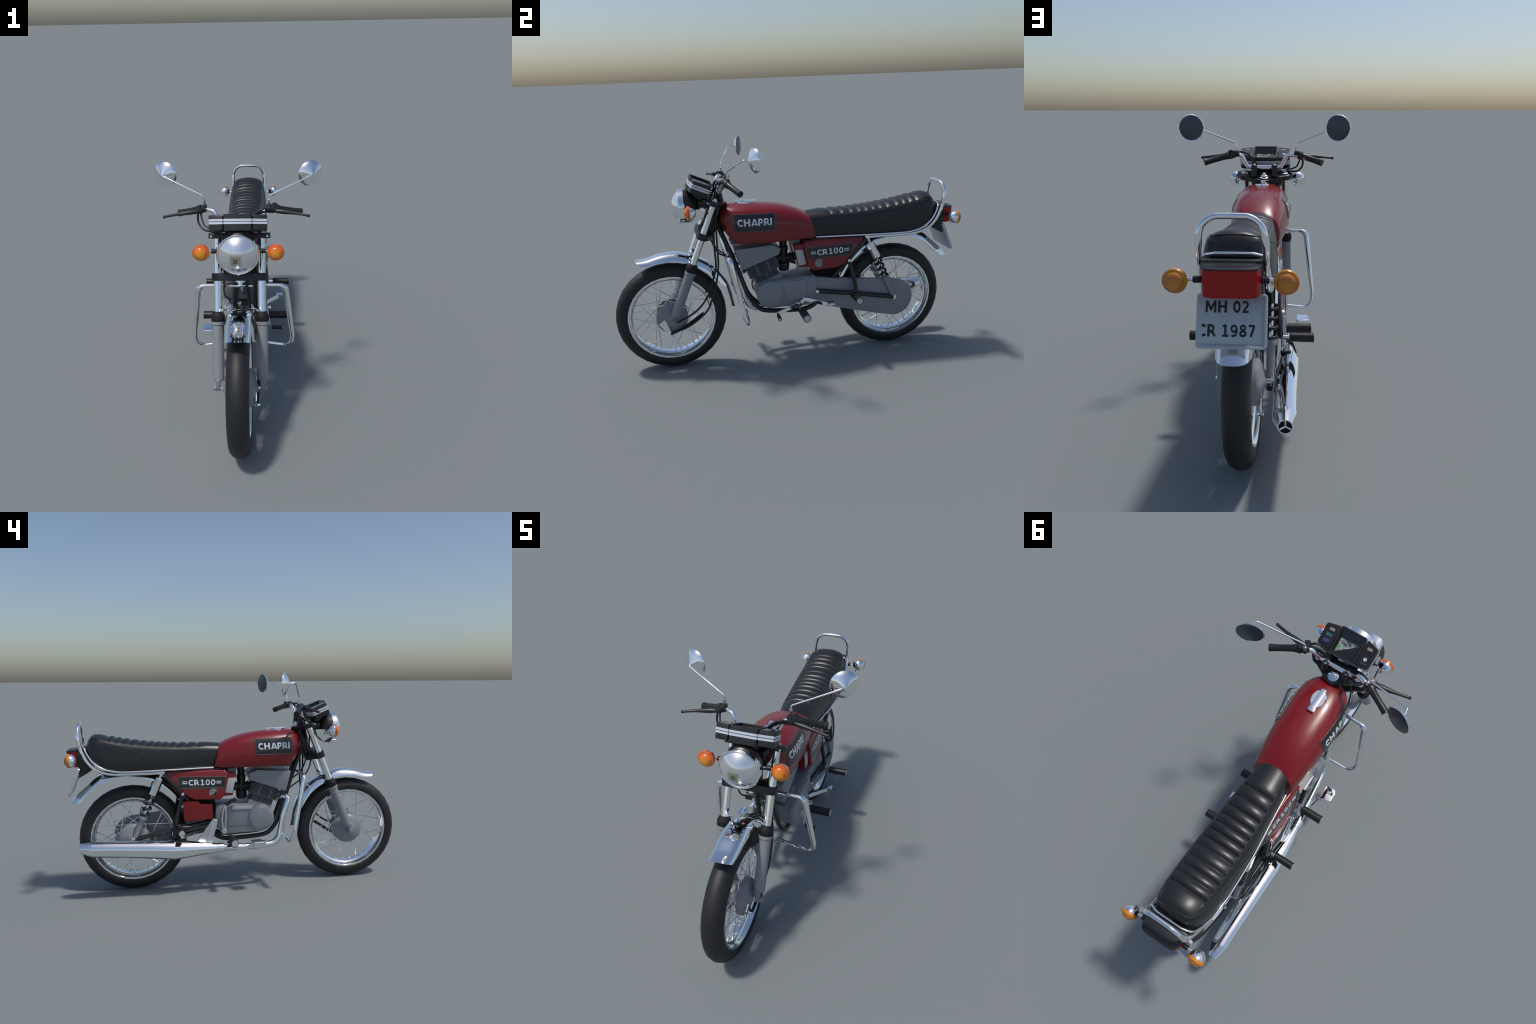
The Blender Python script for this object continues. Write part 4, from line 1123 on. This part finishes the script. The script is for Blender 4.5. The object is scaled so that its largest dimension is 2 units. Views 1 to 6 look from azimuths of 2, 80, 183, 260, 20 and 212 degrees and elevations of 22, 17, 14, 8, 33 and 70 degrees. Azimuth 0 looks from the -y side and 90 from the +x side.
# ================================================================== exhaust
exhaust = group("exhaust")
hp = catmull([(-0.040, -0.258, 0.543), (-0.066, -0.290, 0.530), (-0.080, -0.282, 0.497), (-0.090, -0.258, 0.420), (-0.097, -0.243, 0.345), (-0.102, -0.230, 0.302), (-0.108, -0.200, 0.270), (-0.1165, -0.150, 0.259), (-0.131, -0.04, 0.257), (-0.1485, 0.120, 0.2625)], 6)
v, f = tube_mesh(hp, 0.0190, 16); part("header_pipe", v, f, CHROME, exhaust, angle=70)
def muffler_ring(y, z, x, r, n=24, wide=1.03):
    wide = 1.0 if r < 0.0275 else wide
    return [V((x + r * wide * math.cos(2 * pi * k / n), y, z + r * math.sin(2 * pi * k / n))) for k in range(n)]
MS = [(0.110, 0.2630, -0.1485, 0.0265), (0.112, 0.2630, -0.1485, 0.0285), (0.150, 0.2640, -0.1500, 0.0285), (0.152, 0.2640, -0.1500, 0.0270), (0.220, 0.2655, -0.1530, 0.0360), (0.310, 0.2670, -0.1565, 0.0470), (0.400, 0.2680, -0.1590, 0.0572), (0.406, 0.2682, -0.1590, 0.0575), (0.560, 0.2790, -0.1605, 0.0522), (0.740, 0.2905, -0.1620, 0.0480), (0.862, 0.2965, -0.1635, 0.0455), (0.870, 0.2970, -0.1635, 0.0448), (0.934, 0.3045, -0.1645, 0.0262), (0.934, 0.3045, -0.1645, 0.0225), (0.890, 0.2990, -0.1645, 0.0220)]
v, f = loft_mesh([muffler_ring(*m) for m in MS]); part("muffler", v, f, CHROME, exhaust, angle=20)
lathe("muffler_outlet", [(0, 0), (0, 0.0215), (0.002, 0.0215), (0.002, 0)], (-0.1645, 0.924, 0.3035), (0, 1, 0), MATT_BLACK, exhaust, 20)
for a in (90, 210, 330):
    t = math.radians(a)
    rod("outlet_baffle", (-0.1645, 0.928, 0.304), (-0.1645 + 0.0225 * math.cos(t), 0.928, 0.304 + 0.0225 * math.sin(t)), 0.0038, CHROME, exhaust, 8)
prism("muffler_hanger", rounded([(0.272, 0.300), (0.180, 0.288), (0.146, 0.410), (0.147, 0.428), (0.166, 0.436), (0.178, 0.428)], 0.006, 3), -0.118, -0.128, SATIN, exhaust, bevel=0.004)
prism("hanger_web", [(0.176, 0.410), (0.222, 0.292), (0.182, 0.290), (0.158, 0.412)], -0.126, -0.134, GREY_LIGHT, exhaust, bevel=0.003)
rod("hanger_bolt", (-0.110, 0.158, 0.421), (-0.136, 0.158, 0.421), 0.008, CHROME, exhaust, 10)
rod("muffler_clip", (-0.165, 0.372, 0.318), (-0.122, 0.372, 0.318), 0.012, FRAME_PAINT, exhaust, 10)

# ================================================================== foot controls
def peg(s, x0, x1, y, z, r):
    g = group("foot_peg")
    L = x1 - x0
    prof = [(0, 0), (0, r * 0.86)]
    k = 14
    for i in range(k):
        t = 0.004 + (L - 0.012) * i / k; h = (L - 0.012) / k
        prof += [(t, r * 0.97), (t + h * 0.62, r * 0.97), (t + h * 0.66, r * 0.92), (t + h * 0.96, r * 0.92)]
    prof += [(L - 0.007, r), (L - 0.002, r), (L, r * 0.94), (L, 0)]
    lathe("peg_rubber", prof, (s * x0, y, z), (s, 0, 0), GRIP, g, 22, 25)
    rod("peg_shaft", (s * (x0 - 0.055), y, z), (s * (x0 + 0.01), y, z), 0.0085, CHROME, g, 12)
    rod("peg_end", (s * (x1 - 0.002), y, z), (s * (x1 + 0.0012), y, z), r * 0.82, GREY_LIGHT, g, 22, 0.0006)
def pegs(s):
    peg(s, 0.158, 0.260, 0.363, 0.386, 0.0205)
    peg(s, 0.134, 0.2495, 0.060, 0.309, 0.0235)
both(pegs)

shift = group("gear_lever")
def blade(name, pts, thick, tall, mat, parent):
    """Flat bar on edge: width across x-ish direction = thick, height = tall."""
    pc = catmull(pts, 5); rings = []
    for (p, (t, u, w)) in zip(pc, frames(pc)):
        up = V((0, 0, 1)); up = (up - t * up.dot(t)).normalized(); sd = t.cross(up)
        rings.append([p + sd * (a * thick / 2) + up * (b * tall / 2) for a, b in ((-1, -0.8), (-0.6, -1), (0.6, -1), (1, -0.8), (1, 0.8), (0.6, 1), (-0.6, 1), (-1, 0.8))])
    v_, f_ = loft_mesh(rings)
    part(name, v_, f_, mat, parent, angle=30)
blade("lever_arm", [(0.140, -0.092, 0.312), (0.130, -0.020, 0.334), (0.118, 0.050, 0.360), (0.108, 0.078, 0.371)], 0.009, 0.021, CHROME, shift)
blade("lever_arm", [(0.108, 0.076, 0.371), (0.126, 0.100, 0.372), (0.155, 0.145, 0.366), (0.190, 0.200, 0.358)], 0.009, 0.023, CHROME, shift)
rod("toe_peg", (0.150, -0.086, 0.306), (0.208, -0.087, 0.304), 0.0110, GRIP, shift, 14)
rod("toe_peg_end", (0.207, -0.087, 0.304), (0.2092, -0.087, 0.304), 0.0062, SATIN, shift, 12, 0.0005)
rod("lever_boss", (0.112, 0.050, 0.358), (0.146, 0.050, 0.358), 0.0125, CHROME, shift, 12)
box("heel_pad", (0.196, 0.212, 0.366), (0.040, 0.036, 0.012), CHROME, shift, 0.003)

brake = group("brake_pedal")
blade("pedal_arm", [(-0.172, -0.050, 0.276), (-0.160, -0.015, 0.252), (-0.150, 0.015, 0.243), (-0.135, 0.045, 0.252), (-0.110, 0.085, 0.290)], 0.012, 0.018, CHROME, brake)
pad = rounded([(-0.240, -0.052), (-0.176, -0.038), (-0.172, -0.126), (-0.226, -0.128), (-0.238, -0.110)], 0.012, 4)
prism("pedal_pad", pad, 0.278, 0.310, CHROME, brake, lambda a, b, c: V((a, b, c)), 0.007, 3)

kick = group("kick_starter")
k_out = rounded([(0.118, 0.352), (0.122, 0.430), (0.114, 0.490), (0.098, 0.523), (0.088, 0.516), (0.094, 0.480), (0.094, 0.400), (0.096, 0.352)], 0.006, 3)
v, f = tube_mesh(catmull([(-0.133, 0.110, 0.355), (-0.134, 0.119, 0.420), (-0.134, 0.112, 0.480), (-0.134, 0.097, 0.518)], 6), 0.0060, 10); part("kick_arm", v, f, SATIN, kick, angle=70)
v, f = tube_mesh(catmull([(-0.133, 0.103, 0.355), (-0.134, 0.098, 0.420), (-0.134, 0.096, 0.480), (-0.134, 0.094, 0.516)], 6), 0.0060, 10); part("kick_arm", v, f, SATIN, kick, angle=70)
rod("kick_boss", (-0.112, 0.107, 0.356), (-0.140, 0.107, 0.356), 0.0160, GREY_LIGHT, kick, 18)
kp0, kp1 = V((-0.132, 0.100, 0.517)), V((-0.122, 0.036, 0.546))
Lk = (kp1 - kp0).length
lathe("kick_rubber", [(0, 0), (0, 0.0100)] + [(0.004 + (Lk - 0.012) * i / 8 + d, r) for i in range(8) for d, r in ((0, 0.0118), (0.0045, 0.0118), (0.005, 0.0102), (0.0068, 0.0102))] + [(Lk - 0.006, 0.0128), (Lk, 0.0128), (Lk, 0)], kp0, kp1 - kp0, GRIP, kick, 14, 25)
